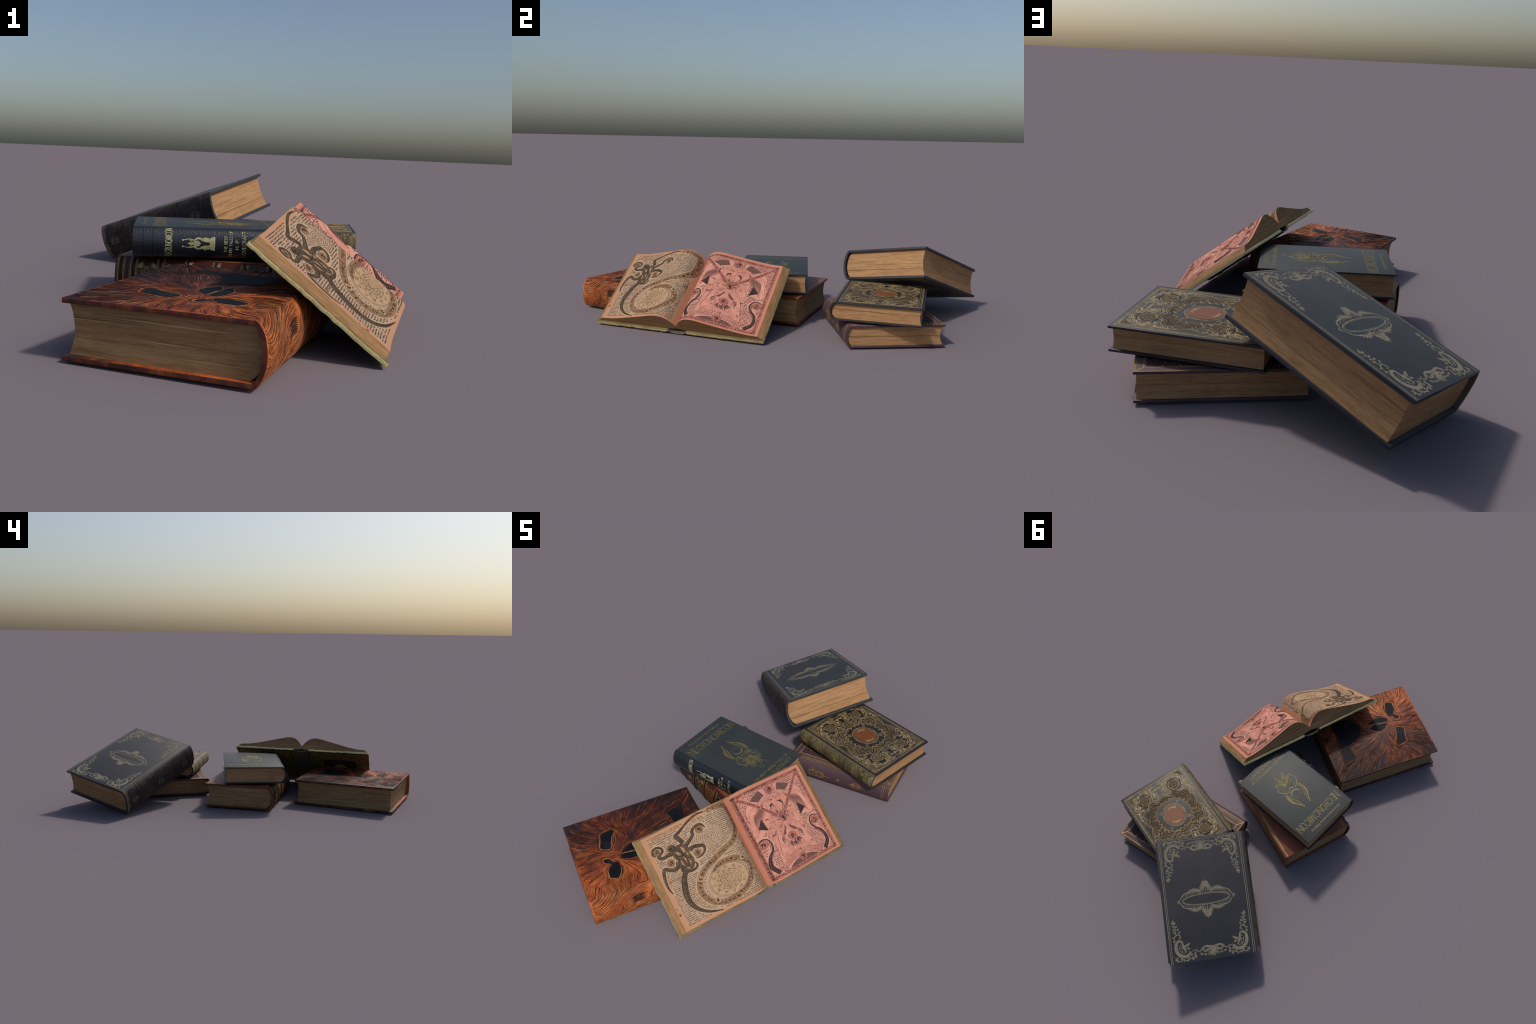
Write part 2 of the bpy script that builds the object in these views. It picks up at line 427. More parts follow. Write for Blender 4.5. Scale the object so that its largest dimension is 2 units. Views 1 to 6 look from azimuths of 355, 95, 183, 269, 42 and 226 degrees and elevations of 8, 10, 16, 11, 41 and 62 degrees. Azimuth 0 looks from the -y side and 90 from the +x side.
# --------------------------------------------------------------------------
#  a closed book
# --------------------------------------------------------------------------
class Book:
    """x: spine 0 -> fore edge W;  y: tail -> head;  z: back cover 0 -> front cover T."""
    def __init__(s, name, label, W, H, T, pos, rot, tb=.010, bulge=.025, bands=(), band_h=.003, dent=.1, inset=.008, ends=None):
        s.W, s.H, s.T, s.tb, s.bulge, s.bands, s.band_h, s.dent, s.inset = W, H, T, tb, bulge, bands, band_h, dent, inset
        s.ends = ends or inset * 1.15
        e = bpy.data.objects.new(name, None); bpy.context.scene.collection.objects.link(e)
        e.empty_display_size = .1
        y, p, q = (radians(a) for a in rot)
        e.matrix_world = Matrix.Translation(pos) @ Matrix.Rotation(y, 4, 'Z') @ Matrix.Rotation(p, 4, 'X') @ Matrix.Rotation(q, 4, 'Y')
        e["label"] = label; e["category"] = "book"
        s.root = e
        n = 40
        s.arc = []
        for i in range(n + 1):
            a = pi * i / n; t = .5 - .5 * cos(a)
            s.arc.append((-bulge * (1 - (2 * t - 1) ** 2) ** .62, T * (1 - t)))
        s.len = [0]
        for a, b in zip(s.arc, s.arc[1:]): s.len.append(s.len[-1] + hypot(a[0] - b[0], a[1] - b[1]))
        s.L = s.len[-1]
    def lift(s, y):
        return sum(s.band_h * math.exp(-((y - b) / .0045) ** 4) for b in s.bands)
    def spine_pt(s, d, y, h):
        d = max(0, min(s.L, d)); i = 0
        while i < len(s.len) - 2 and s.len[i + 1] < d: i += 1
        a, b = s.arc[i], s.arc[i + 1]; l = s.len[i + 1] - s.len[i]; t = (d - s.len[i]) / l
        nx, nz = -(a[1] - b[1]) / l, (a[0] - b[0]) / l
        nx, nz = (nx, nz) if nx < 0 else (-nx, -nz)
        h = h + s.lift(y) * min(1, 8 * d / s.L, 8 * (1 - d / s.L))
        return (a[0] + (b[0] - a[0]) * t + nx * h, y, a[1] + (b[1] - a[1]) * t + nz * h)
    def wrap(s, u, v, h):
        """u >= 0 front cover, u < 0 round the spine"""
        if u >= 0: return (u, v, s.T + h)
        return s.spine_pt(-u, v, h)
    def back(s, u, v, h): return (u, v, -h)
    def spine_uv(s, u, v, h):
        """u measured across the spine from its middle"""
        return s.spine_pt(s.L / 2 + u, v, h)
    def build(s, cover, spine, pages, edge=None, back=None):
        W, H, T, tb = s.W, s.H, s.T, s.tb
        s.front = board('front_cover', 0, W, -H / 2, H / 2, T - tb, T, cover, s.root, edge_mat=edge)
        s.backc = board('back_cover', 0, W, -H / 2, H / 2, 0, tb, back or cover, s.root, edge_mat=edge)
        ts = tb * .9; ys = sorted(set([round(-H / 2 + H * i / 40, 5) for i in range(41)] + [round(b + k * .0012, 5) for b in s.bands for k in range(-6, 7)]))
        ys = [y for y in ys if -H / 2 <= y <= H / 2]
        k = len(s.arc); vs, fs = [], []
        # inner arc: the outer one drawn in by the leather's thickness
        inner = []
        for i, (x, z) in enumerate(s.arc):
            f = z / T
            inner.append((x + ts if False else x * (1 - .0) + ts * (1 - (2 * f - 1) ** 4) ** .5, tb * .9 + (T - 1.8 * tb) * f))
        for y in ys:
            vs += [s.spine_pt(d, y, 0) for d in s.len]
            vs += [(x, y, z) for x, z in inner]
        for j in range(len(ys) - 1):
            o, p = j * 2 * k, (j + 1) * 2 * k
            for i in range(k - 1):
                fs.append((o + i, o + i + 1, p + i + 1, p + i)); fs.append((o + k + i, p + k + i, p + k + i + 1, o + k + i + 1))
        for o in (0, (len(ys) - 1) * 2 * k):
            for i in range(k - 1): fs.append((o + i, o + k + i, o + k + i + 1, o + i + 1))
        s.spine = add_mesh('spine', vs, fs, [spine] + ([edge] if edge else []), s.root, 50)
        if edge:
            for p in s.spine.data.polygons:
                if abs(p.normal.y) > .8: p.material_index = 1
        # page block, rounded at the back and hollow at the fore edge
        prof = []
        n = 16
        for i in range(n + 1):
            t = i / n; z = tb + (T - 2 * tb) * t
            prof.append((W - s.inset - s.dent * T * sin(pi * t) ** .8, z))
        for i in range(n, -1, -1):
            t = i / n; z = tb + (T - 2 * tb) * t
            prof.append((.0015 + ts - s.bulge * (1 - (2 * t - 1) ** 2) ** .62 * .96, z))
        m = len(prof); y0, y1 = -H / 2 + s.ends, H / 2 - s.ends
        vs = [(x, y0, z) for x, z in prof] + [(x, y1, z) for x, z in prof]
        fs = [(i, (i + 1) % m, m + (i + 1) % m, m + i) for i in range(m)] + [tuple(range(m)), tuple(range(2 * m - 1, m - 1, -1))]
        s.pages = add_mesh('page_block', vs, fs, pages, s.root, 30)
        return s

PAGES = page_edge_mat('aged_page_edges', (.170, .088, .039), (.325, .178, .082), (.45, .268, .134))
PAGES_SHADE_TINT = page_edge_mat('shade_tinted_page_edges', (.135, .078, .036), (.265, .160, .076), (.39, .25, .13))  # page colour darkened and dulled for the blocks seen in shade

# ==========================================================================
#  the open book
# ==========================================================================
PAGE_X = [0, .015, .032, .053, .079, .108, .151, .215, .283, .334, .385]
PAGE_Z = [.029, .051, .070, .084, .089, .086, .074, .057, .039, .029, .025]
def page_z(x):
    x = min(.385, abs(x)); i = 0
    while i < len(PAGE_X) - 2 and PAGE_X[i + 1] < x: i += 1
    n = len(PAGE_X)
    def slope(k):
        a, c = max(0, k - 1), min(n - 1, k + 1)
        return (PAGE_Z[c] - PAGE_Z[a]) / (PAGE_X[c] - PAGE_X[a])
    l = PAGE_X[i + 1] - PAGE_X[i]; t = (x - PAGE_X[i]) / l
    m0, m1 = slope(i) * l, slope(i + 1) * l
    return ((2 * t ** 3 - 3 * t * t + 1) * PAGE_Z[i] + (t ** 3 - 2 * t * t + t) * m0 + (-2 * t ** 3 + 3 * t * t) * PAGE_Z[i + 1] + (t ** 3 - t * t) * m1)
def page_surf(u, v, h):
    d = .0008; s = (page_z(u + d) - page_z(u - d)) / (2 * d) if abs(u) > .001 else 0
    l = sqrt(1 + s * s)
    h = .00014 + h * .42          # marks on paper lie almost flush
    return (u - s / l * h, v, page_z(u) + h / l)

# --------------------------------------------------------------------------
#  decoration of the single books
# --------------------------------------------------------------------------
def flame_face(b):
    """hollow eyes, nostrils and mouth, ringed with folds; thousands of fibres streaming off them"""
    rng = random.Random(11)
    eye_a = [(.236, .136), (.247, .160), (.262, .168), (.290, .158), (.3225, .148), (.334, .106), (.318, .100), (.295, .115), (.272, .1234), (.252, .125)]
    eye_b = [(.069, .1448), (.074, .166), (.084, .175), (.108, .172), (.130, .163), (.147, .142), (.143, .130), (.118, .128), (.090, .133)]
    nose_a = [(.160, -.002), (.147, .028), (.143, .060), (.150, .085), (.166, .098), (.179, .101), (.176, .070), (.170, .030)]
    nose_b = [(.190, -.006), (.180, .030), (.184, .065), (.188, .096), (.199, .088), (.214, .062), (.219, .040), (.208, .012)]
    mouth = [(.100, -.192), (.094, -.150), (.101, -.112), (.128, -.080), (.162, -.063), (.198, -.076), (.222, -.100), (.238, -.140), (.262, -.158),
             (.300, -.155), (.326, -.158), (.340, -.190), (.345, -.214), (.312, -.214), (.270, -.207), (.225, -.196), (.180, -.190), (.140, -.200)]
    crease = [(.150, .150), (.165, .150), (.182, .168), (.176, .178), (.160, .172)]
    knot = [(-.045, .060), (-.050, .100), (-.060, .135), (-.075, .148), (-.082, .120), (-.078, .085), (-.066, .058)]
    holes = [eye_a, eye_b, nose_a, nose_b, mouth, crease]
    everything = holes + [knot]
    black = Graph('hollow_black', rough=.6, spec=.12)
    black = black.done(black.mix(black.span(black.noise(14, 5, .7), .45, .75), (.007, .008, .010), (.020, .022, .026)))
    m = Marks(b.wrap, 4)
    for h in holes: m.fill(catmull(h, True, .006), h=.0009)
    m.build('face_hollows', black, b.root)
    m = Marks(b.wrap, 14)
    for h, d in ((mouth, .011), (eye_a, .004), (eye_b, .004), (nose_a, .003), (nose_b, .003)): m.fill(catmull([(p[0] + rng.uniform(-.004, .004), p[1] + rng.uniform(-.004, .004)) for p in grow(h, d)], True, .006), h=.0003)  # soft shadow round each hollow, painted as a dark fill under it
    for t in range(9):
        o = t * .0042
        m.stroke([(-.046 - o, .058 + .3 * o), (-.043 - o, .085), (-.046 - o, .112), (-.056 - o, .140 - .5 * o)], [.001, .0034, .0044, .001], h=.0006)
    m.build('painted_rim_shadows', ink_mat('rim_shadow_paint', (.060, .019, .012), (.022, .011, .010), 50, rough=.6), b.root)
    tones = {'tan': Marks(b.wrap, 5), 'orange': Marks(b.wrap, 6), 'brown': Marks(b.wrap, 7), 'soot': Marks(b.wrap, 8)}
    # folds round the hollows
    for h in everything:
        big = h is mouth
        for d, t, w in ((.002, 'soot', .005), (.006, 'tan', .0032), (.010, 'brown', .003), (.0135, 'orange', .003), (.0175, 'soot', .002), (.021, 'tan', .0018)):
            if h is knot: continue
            if big and t in ('tan', 'orange'): t = 'brown'
            ring = [(p[0] + rng.uniform(-1, 1) * .0022, p[1] + rng.uniform(-1, 1) * .0022) for p in grow(catmull(h, True, .02), d)]
            k = rng.randrange(len(ring)); ring = ring[k:] + ring[:k]
            cut = int(len(ring) * rng.uniform(.62, .9))
            ring = [p for p in ring[:cut]]
            if all(not any(inside(p, o) for o in holes if o is not h) for p in ring[::2]):
                tones[t].stroke(ring, [w * .6, w * 1.5, w, w * 1.5, w * .4], h=.0007)
    for i in range(9):
        q = [(-.045 - .0037 * i, .066 + .002 * i), (-.047 - .003 * i, .10), (-.052 - .003 * i, .128 - .001 * i)]
        tones['soot'].stroke(q, .0022, taper=(.4, .4))
    centre = (.195, .112)
    def field(p):
        dx, dy = p[0] - centre[0], p[1] - centre[1]
        r = hypot(dx, dy) + 1e-6
        nz = mnoise.noise(Vector((p[0] * 7, p[1] * 7, 2.2))); nz2 = mnoise.noise(Vector((p[0] * 17, p[1] * 17, 9.2)))
        a = atan2(dy, dx) + 1.1 * nz + .5 * nz2
        if p[0] < 0: a = (pi / 2 + .35) + 1.2 * nz + .5 * nz2
        fx, fy = cos(a), sin(a)
        best = min(((*poly_near(p, h), h) for h in everything), key=lambda t: t[0])
        d, q = best[0], best[1]
        reach = .030 if best[2] is mouth else .024
        wt = math.exp(-(d / reach) ** 2)
        tx, ty = -(p[1] - q[1]) / (d + 1e-6), (p[0] - q[0]) / (d + 1e-6)
        if tx * fx + ty * fy < 0: tx, ty = -tx, -ty
        if best[2] is mouth: wt *= .35
        fx, fy = fx * (1 - wt) + tx * wt, fy * (1 - wt) + ty * wt
        l = hypot(fx, fy) + 1e-6
        return fx / l, fy / l
    lo_u = -b.L + .004
    for i in range(3000):
        p = (rng.uniform(lo_u, b.W - .004), rng.uniform(-b.H / 2 + .003, b.H / 2 - .003))
        if any(inside(p, h) for h in holes): continue
        n = rng.randint(5, 16); pts = [p]
        for _ in range(n):
            d = field(p); p = (p[0] + d[0] * .007, p[1] + d[1] * .007)
            if not (lo_u < p[0] < b.W - .002 and abs(p[1]) < b.H / 2 - .002) or any(inside(p, h) for h in holes): break
            pts.append(p)
        if len(pts) < 3: continue
        u, v = pts[0]
        lum = .62 - 1.15 * max(u, -.02) + .35 * v + .55 * mnoise.noise(Vector((u * 9, v * 9, 5))) + rng.uniform(-.28, .28)
        if u > .30 and v > .15: lum -= .9 * min(1, (u - .28) * 9)
        if u < 0: lum += .05
        near = min(poly_near((u, v), h)[0] for h in holes)
        if near < .03: lum -= .10  # fibre tone darkened to paint shading in around the hollows
        t = 'tan' if lum > .66 else 'orange' if lum > .44 else 'brown' if lum > .16 else 'soot'
        if rng.random() < (.22 if u > 0 else .10): t = 'soot'
        elif rng.random() < .18: t = 'brown'
        elif rng.random() < .10: t = 'tan'
        w = rng.uniform(.0009, .0026) * (.75 if t in ('soot', 'tan') else 1.2)
        tones[t].stroke(pts, w, taper=(.4, .5), step=.006)
        if t in ('tan', 'orange') and rng.random() < .55:      # dark line drawn alongside to paint the ridge's shaded flank
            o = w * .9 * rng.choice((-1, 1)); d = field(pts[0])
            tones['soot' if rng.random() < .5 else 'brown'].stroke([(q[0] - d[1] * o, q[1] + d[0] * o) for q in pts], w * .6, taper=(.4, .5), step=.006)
    cols = dict(tan=(.43, .190, .074), orange=(.37, .088, .021), brown=(.095, .024, .013), soot=(.026, .012, .010))
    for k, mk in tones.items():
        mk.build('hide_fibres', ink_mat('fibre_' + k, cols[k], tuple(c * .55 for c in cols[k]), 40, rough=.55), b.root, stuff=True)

def green_art(b):
    gold = gilt_mat('old_gold_foil', (.25, .20, .055), (.17, .135, .040), (.035, .045, .046), wear=.5)
    m = Marks(b.wrap, 3)
    lettering(m, 'NECRONOMICON', .018, .307, .146, .038, .0026, big_first=1.28)
    small_text(m, 'Commemorative Edition', .056, .265, .208, .018)
    lettering(m, 'THE BEST WEIRD TALES OF', .046, .284, -.197, .0125, .0019)
    lettering(m, 'H. P. LOVECRAFT', .060, .270, -.2285, .0175, .0021)
    m.build('title_lettering', gold, b.root)
    # emblem: a plain winged, many-armed beast round an orb
    m = Marks(b.wrap, 9); cx = .160; rng = random.Random(5)
    for s in (-1, 1):
        def P(x, y): return (cx + s * x + (y - 0) * .05, y)
        wing = [(.022, .089), (.034, .066), (.052, .040), (.058, .010), (.050, -.022)]
        m.stroke([P(*p) for p in wing], [.0035, .0030, .0026, .0020])
        m.stroke([P(.022, .089), P(.024, .060), P(.030, .036), P(.036, .020)], .0022, taper=(0, .4))
        m.disc(*P(.022, .090), .0035)
        m.stroke([P(.022, .089), P(.030, .070), P(.046, .046), P(.052, .012), (P(.044, -.022))], [.002, .003, .0045, .005, .003])
        for k in range(14):
            t = k / 13
            a = (.030 + .024 * t ** .6, .062 - .075 * t); c = (.026 + .014 * t, .040 - .055 * t)
            m.stroke([P(*a), P((a[0] + c[0]) / 2 + .004, (a[1] + c[1]) / 2), P(*c)], .0014)
        m.stroke([P(.022, -.018), P(.040, -.026), P(.056, -.044), P(.060, -.066), P(.048, -.080)], [.003, .004, .0032, .002])
        m.scroll(*P(.050, -.090), .009, 1.2, 1.3 * s, .0020)
        for k in range(6):
            y = -.055 - .012 * k
            m.scroll(*P(.014 + .006 * (k % 3), y - .010), .0085 - .0005 * k, rng.uniform(0, 6), rng.choice((-1.2, 1.2)), .0019)
        for k in range(5):
            m.stroke([P(.004 + .007 * k, -.050 - .006 * k), P(.012 + .006 * k, -.085), P(.006 + .008 * k, -.118 + .006 * k), P(.014 + .007 * k, -.128 + .008 * k)], .0020, taper=(.2, .4))
    for k in range(90):
        x, y = rng.gauss(0, .024), rng.gauss(-.084, .024)
        m.stroke([(cx + x, y), (cx + x + rng.uniform(-.006, .006), y - rng.uniform(.002, .008)), (cx + x + rng.uniform(-.007, .007), y - rng.uniform(.006, .013))], .0014)
    m.ring(cx + .002, .012, .0225, .0012)
    m.stroke(arc(cx + .002, .012, .025, -2.9, -.25), .0045)
    for k in range(60):
        x, y = rng.uniform(-.040, .040), rng.uniform(-.060, -.020)
        if abs(x) < .012 and y > -.03: continue
        m.stroke([(cx + x, y), (cx + x * 1.1 + rng.uniform(-.005, .005), y - .006), (cx + x * 1.1 + rng.uniform(-.006, .006), y - .012)], .0015, taper=(.2, .4))
    m.stroke([(cx - .016, -.022), (cx, -.032), (cx + .018, -.022)], .004)
    for k in range(5): m.disc(cx - .012 + .006 * k, -.064 - .003 * (k % 2), .0028, n=8)
    m.build('cover_emblem', gold, b.root)
    # spine foil
    pale = gilt_mat('pale_gold_foil', (.50, .49, .27), (.34, .33, .17), (.012, .014, .02), wear=.35)
    m = Marks(b.spine_uv, 12); L = b.L
    # words run across the spine: reading direction from back cover to front
    al, up = (-1, 0), (0, 1)
    lettering(m, 'NECRONOMICON', -.046, .046, .127, .021, .0017, al, up, serif=False)
    lettering(m, 'THE BEST', -.026, .026, -.041, .0085, .0015, al, up)
    lettering(m, 'WEIRD TALES OF', -.042, .042, -.0565, .0085, .0014, al, up)
    lettering(m, 'H. P.', -.016, .016, -.0765, .0095, .0016, al, up)
    lettering(m, 'LOVECRAFT', -.042, .042, -.0995, .0115, .0016, al, up)
    m.build('spine_lettering', pale, b.root)
    m = Marks(b.spine_uv, 13)
    m.fill([(-.022, -.004), (.022, -.004), (.020, .006), (.017, .012), (-.017, .012), (-.020, .006)])
    for s in (-1, 1):
        m.fill([(s * .004, .012), (s * .017, .012), (s * .019, .030), (s * .010, .040), (s * .006, .028)])
        m.stroke([(s * .014, .036), (s * .016, .050), (s * .010, .060), (s * .013, .074), (s * .010, .094)], [.006, .005, .003, .0022])
        m.disc(s * .010, .094, .003)
        m.scroll(s * .013, .024, .008, 0, 1.2, .002)
    m.disc(0, .052, .009, .012); m.leaf(0, .060, pi / 2, .02, .008)
    m.stroke(arc(0, .074, .009, pi, 2 * pi), .0025)
    m.build('spine_emblem', pale, b.root)
    m = Marks(b.spine_uv, 14)
    for y in (.185, .214): m.stroke([(-L / 2 + .004, y), (L / 2 - .004, y)], .0012, smooth=False)
    m.build('blind_tooled_lines', ink_mat('tooled_black', (.004, .005, .008)), b.root)

def red_art(b):
    gold = gilt_mat('antique_gold_tooling', (.38, .29, .10), (.22, .17, .06), (.05, .012, .008), wear=.45)
    dark = ink_mat('blackened_leather', (.010, .008, .007), (.020, .014, .012), rough=.4)
    m = Marks(b.wrap, 21); H, W = b.H, b.W
    for x in (.349, .3545): m.stroke([(x, -H / 2 + .003), (x, H / 2 - .003)], .0028, smooth=False)
    for x in (.010, .017): m.stroke([(x, -H / 2 + .003), (x, H / 2 - .003)], .0018, smooth=False)
    m.build('gilt_rules', gold, b.root)
    m = Marks(b.spine_uv, 22); d = Marks(b.spine_uv, 23); L = b.L; e = L / 2 - .006
    red = Marks(b.spine_uv, 24)
    for y in b.bands:
        d.stroke([(-e, y), (e, y)], .010, smooth=False, h=.0006)
        for k in (-1, 1):
            m.stroke([(-e, y + k * .0085), (e, y + k * .0085)], .0026, smooth=False)
            n = int(2 * e / .0055)
            for i in range(n): m.disc(-e + 2 * e * (i + .5) / n, y + k * .0125, .0016, n=6)
    mids = [(a + c) / 2 for a, c in zip(b.bands, b.bands[1:])]
    for j, y in enumerate(mids):
        hh = (b.bands[j] - b.bands[j + 1]) / 2 - .018
        if hh < .008: continue
        if j in (3, 4):
            (red if j == 3 else d).fill([(-.05, y - hh), (.05, y - hh), (.05, y + hh), (-.05, y + hh)])
            m.stroke([(-.05, y - hh), (.05, y - hh), (.05, y + hh), (-.05, y + hh)], .0024, smooth=False, closed=True, h=.0009)
            r = random.Random(j)
            for row in (-.5, .4):
                for i in range(6): m.glyph(-.034 + i * .0135, y + row * hh, .012, pi, .0016)
        else:
            for s in (-1, 1):
                for q in (-1, 1):
                    m.palmette(s * .048, y + q * hh, atan2(-q, -s), .020, 5, 1.8)
                    m.scroll(s * .022, y + q * hh * .45, .009, q * 1.2, s * q * 1.2, .0018)
                    m.scroll(s * .034, y + q * hh * .15, .007, q * 2.2, -s * q * 1.1, .0016)
            m.disc(0, y, .004); m.palmette(0, y, pi / 2, .018, 5, 2); m.palmette(0, y, -pi / 2, .018, 5, 2)
            r = random.Random(40 + j)
            for i in range(70): m.disc(r.uniform(-.056, .056), y + r.uniform(-hh, hh), r.uniform(.0007, .0016), n=6)
    m.build('spine_gilding', gold, b.root, stuff=True)
    d.build('dark_spine_bands', dark, b.root)
    red.build('spine_label', ink_mat('orange_label_leather', (.20, .05, .014), (.12, .028, .01), rough=.45), b.root)

def black_art(b):
    gold = gilt_mat('dull_silver_gold_foil', (.265, .232, .155), (.185, .160, .105), (.035, .036, .042), wear=.35, metallic=.05, rough=.68)
    H, W = b.H, b.W
    for surf, nm in ((b.wrap, 'scroll_border'), (b.back, 'scroll_border')):
        m = Marks(surf, 31)
        for x in (.3985, .4055, .0100, .0185): m.stroke([(x, -.2845 if x in (.4055, .0100) else -.277), (x, H / 2 - .001)], .0030 if x in (.4055, .0185) else .0024, smooth=False)
        for y, a, c in ((-.2845, .0100, .4055), (-.277, .0185, .3985)): m.stroke([(a, y), (c, y)], .0020, smooth=False)
        cu = .2105
        for su in (-1, 1):
            for sv in (-1, 1):
                def P(a, q):           # a, q: distance from the corner along width and height
                    return (cu + su * (.199 - a), sv * (.287 - q))
                def ang(dx, dy): return atan2(-sv * dy, -su * dx)
                def S(pts, w, **k): m.stroke([P(*p) for p in pts], w, **k)
                # broad C-shaped band with beaded edges
                C = [(.092, .050), (.090, .038), (.074, .029), (.054, .033), (.038, .048), (.032, .068), (.035, .090), (.050, .101), (.064, .094), (.060, .084)]
                S(C, [.004, .009, .013, .015, .015, .015, .014, .011, .007, .004])
                S([(.082, .050), (.068, .044), (.055, .050), (.048, .064), (.049, .080), (.058, .084)], [.002, .003, .003, .002])
                for t in range(22):
                    k = t / 21 * (len(C) - 1); i = min(len(C) - 2, int(k)); f = k - i
                    x, y = C[i][0] + (C[i + 1][0] - C[i][0]) * f, C[i][1] + (C[i + 1][1] - C[i][1]) * f
                    dx, dy = x - .066, y - .066; l = hypot(dx, dy); q = P(x + dx / l * .007, y + dy / l * .007); m.disc(q[0], q[1], .0024, n=7)
                for (x, y, dx, dy, l) in ((.060, .066, 1, .6, .026), (.060, .066, .4, 1, .022), (.060, .068, 1, -.5, .022), (.074, .078, 1, .1, .022), (.082, .066, .3, .9, .020),
                                          (.080, .064, 1, -.2, .018), (.060, .060, -.2, -.6, .014), (.070, .058, .7, -1, .016), (.088, .080, .8, .6, .014), (.066, .080, -.3, 1, .014)):
                    x2, y2 = P(x, y); m.leaf(x2, y2, ang(dx, dy), l, l * .48)
                S([(.046, .066), (.066, .070), (.086, .078)], .003)
                # sprigs towards the short edge
                S([(.040, .032), (.032, .020), (.044, .010), (.060, .016), (.078, .010), (.096, .018), (.114, .022)], [.003, .004, .004, .0048, .004, .0035, .003])
                for x, y, r, a, t in ((.052, .020, .0070, 1, 1.2), (.086, .022, .0080, 3, -1.3), (.104, .014, .007, 2, 1.2), (.102, .033, .007, 5, 1.2), (.116, .030, .006, 1, 1.1)):
                    q = P(x, y); m.scroll(q[0], q[1], r, a, t * su * sv, .0028)
                for x, y, dx, dy, l in ((.034, .022, -1, -.5, .014), (.034, .018, 0, -1, .012), (.030, .022, -.6, .8, .011), (.114, .022, 1, .4, .012), (.114, .022, 1, -.6, .012), (.094, .034, .6, 1, .014), (.112, .036, 1, .3, .012), (.060, .014, .6, -1, .010), (.078, .012, .8, -.8, .010), (.070, .022, 1, .5, .010)):
                    q = P(x, y); m.leaf(q[0], q[1], ang(dx, dy), l, l * .55)
                # trailing vine along the long edge
                S([(.038, .100), (.028, .110), (.034, .126), (.052, .130), (.058, .116), (.046, .112)], [.003, .0045, .005, .0045, .003])
                S([(.046, .130), (.034, .138), (.040, .152), (.034, .164), (.033, .180), (.030, .192)], [.0048, .004, .004, .003])
                for x, y, dx, dy, l in ((.034, .106, -1, -.3, .014), (.030, .116, -1, .6, .012), (.048, .136, .8, .6, .015), (.036, .142, -.9, .4, .014), (.042, .152, 1, .4, .014), (.036, .154, -1, .2, .012),
                                        (.036, .166, .9, .3, .013), (.034, .170, -1, .3, .012), (.031, .178, .7, .8, .016), (.030, .180, -.6, .9, .014), (.030, .186, 0, 1, .014), (.050, .122, 1, -.3, .010)):
                    q = P(x, y); m.leaf(q[0], q[1], ang(dx, dy), l, l * .58)
        # ornament at the middle of head and tail
        for sv in (-1, 1):
            def Q(x, y): return (cu - .003 + x, sv * y)
            for s in (-1, 1):
                m.stroke([Q(s * a, c) for a, c in ((.000, .232), (.014, .230), (.030, .226), (.046, .230), (.058, .242), (.070, .244), (.080, .236), (.072, .232))], [.011, .011, .009, .007, .006, .005, .004, .002])
                m.stroke([Q(s * a, c) for a, c in ((.020, .238), (.036, .248), (.046, .240), (.038, .234))], [.008, .008, .006, .003])
                m.stroke([Q(s * a, c) for a, c in ((.006, .246), (.014, .240), (.024, .247), (.016, .253))], [.007, .007, .006, .003])
                q = Q(s * .090, .238); m.palmette(q[0], q[1], 0 if s > 0 else pi, .010, 3, 2.4); m.leaf(q[0], q[1], pi if s > 0 else 0, .010, .005)
                for a, c, r in ((.020, .262, .0065), (.038, .262, .006), (.056, .258, .0055), (.012, .256, .005)):
                    q = Q(s * a, c); m.scroll(q[0], q[1], r, 1.0, s * sv * 1.3, .0022)
                for a, c in ((.028, .258), (.047, .256), (.062, .252), (.010, .266)):
                    q = Q(s * a, c); m.leaf(q[0], q[1], sv * pi / 2 + s * .5, .009, .0045)
            q = Q(0, .248); m.palmette(q[0], q[1], sv * pi / 2, .026, 7, 2.6); m.disc(*Q(0, .240), .012, .011)
        # central cartouche
        cv = .0085
        m.ring(cu, cv, .1140, .0036, .0270); m.ring(cu, cv, .1090, .0018, .0225)
        for sv in (-1, 1):
            for s in (-1, 1):
                def K(x, y): return (cu + s * x, cv + sv * y)
                m.stroke([K(*p) for p in ((.026, .036), (.044, .044), (.064, .044), (.080, .038), (.098, .034), (.112, .026), (.122, .010), (.128, .002))], [.008, .011, .011, .008, .006, .005, .004, .003])
                m.stroke([K(*p) for p in ((.020, .030), (.044, .034), (.068, .030), (.090, .022))], .0016)
                m.stroke([K(*p) for p in ((.030, .032), (.050, .037), (.072, .034), (.100, .024))], .0014)
                q = K(.017, .043); m.scroll(q[0], q[1], .012, sv * -pi / 2, s * sv * 1.35, .0042)
                for x, y, r in ((.096, .024, .004), (.108, .019, .004), (.060, .036, .0035)):
                    q = K(x, y); m.scroll(q[0], q[1], r, 0, s * sv, .0015)
                for x, y, dx, dy, l in ((.044, .046, .5, 1, .012), (.054, .047, .6, 1, .012), (.064, .046, .8, .8, .012), (.034, .040, .2, 1, .013), (.074, .042, 1, .8, .010)):
                    q = K(x, y); m.leaf(q[0], q[1], atan2(sv * dy, s * dx), l, l * .55)
                for x, y, dx, dy, l in ((.004, .050, 1, .35, .020), (.004, .056, 1, .7, .022), (.003, .062, .8, 1, .022), (.002, .068, .5, 1, .019), (.010, .054, 1, .1, .018)):
                    q = K(x, y); m.leaf(q[0], q[1], atan2(sv * dy, s * dx), l, l * .55)
                q = K(.131, 0); m.disc(q[0], q[1] + sv * .005, .0032, n=8)
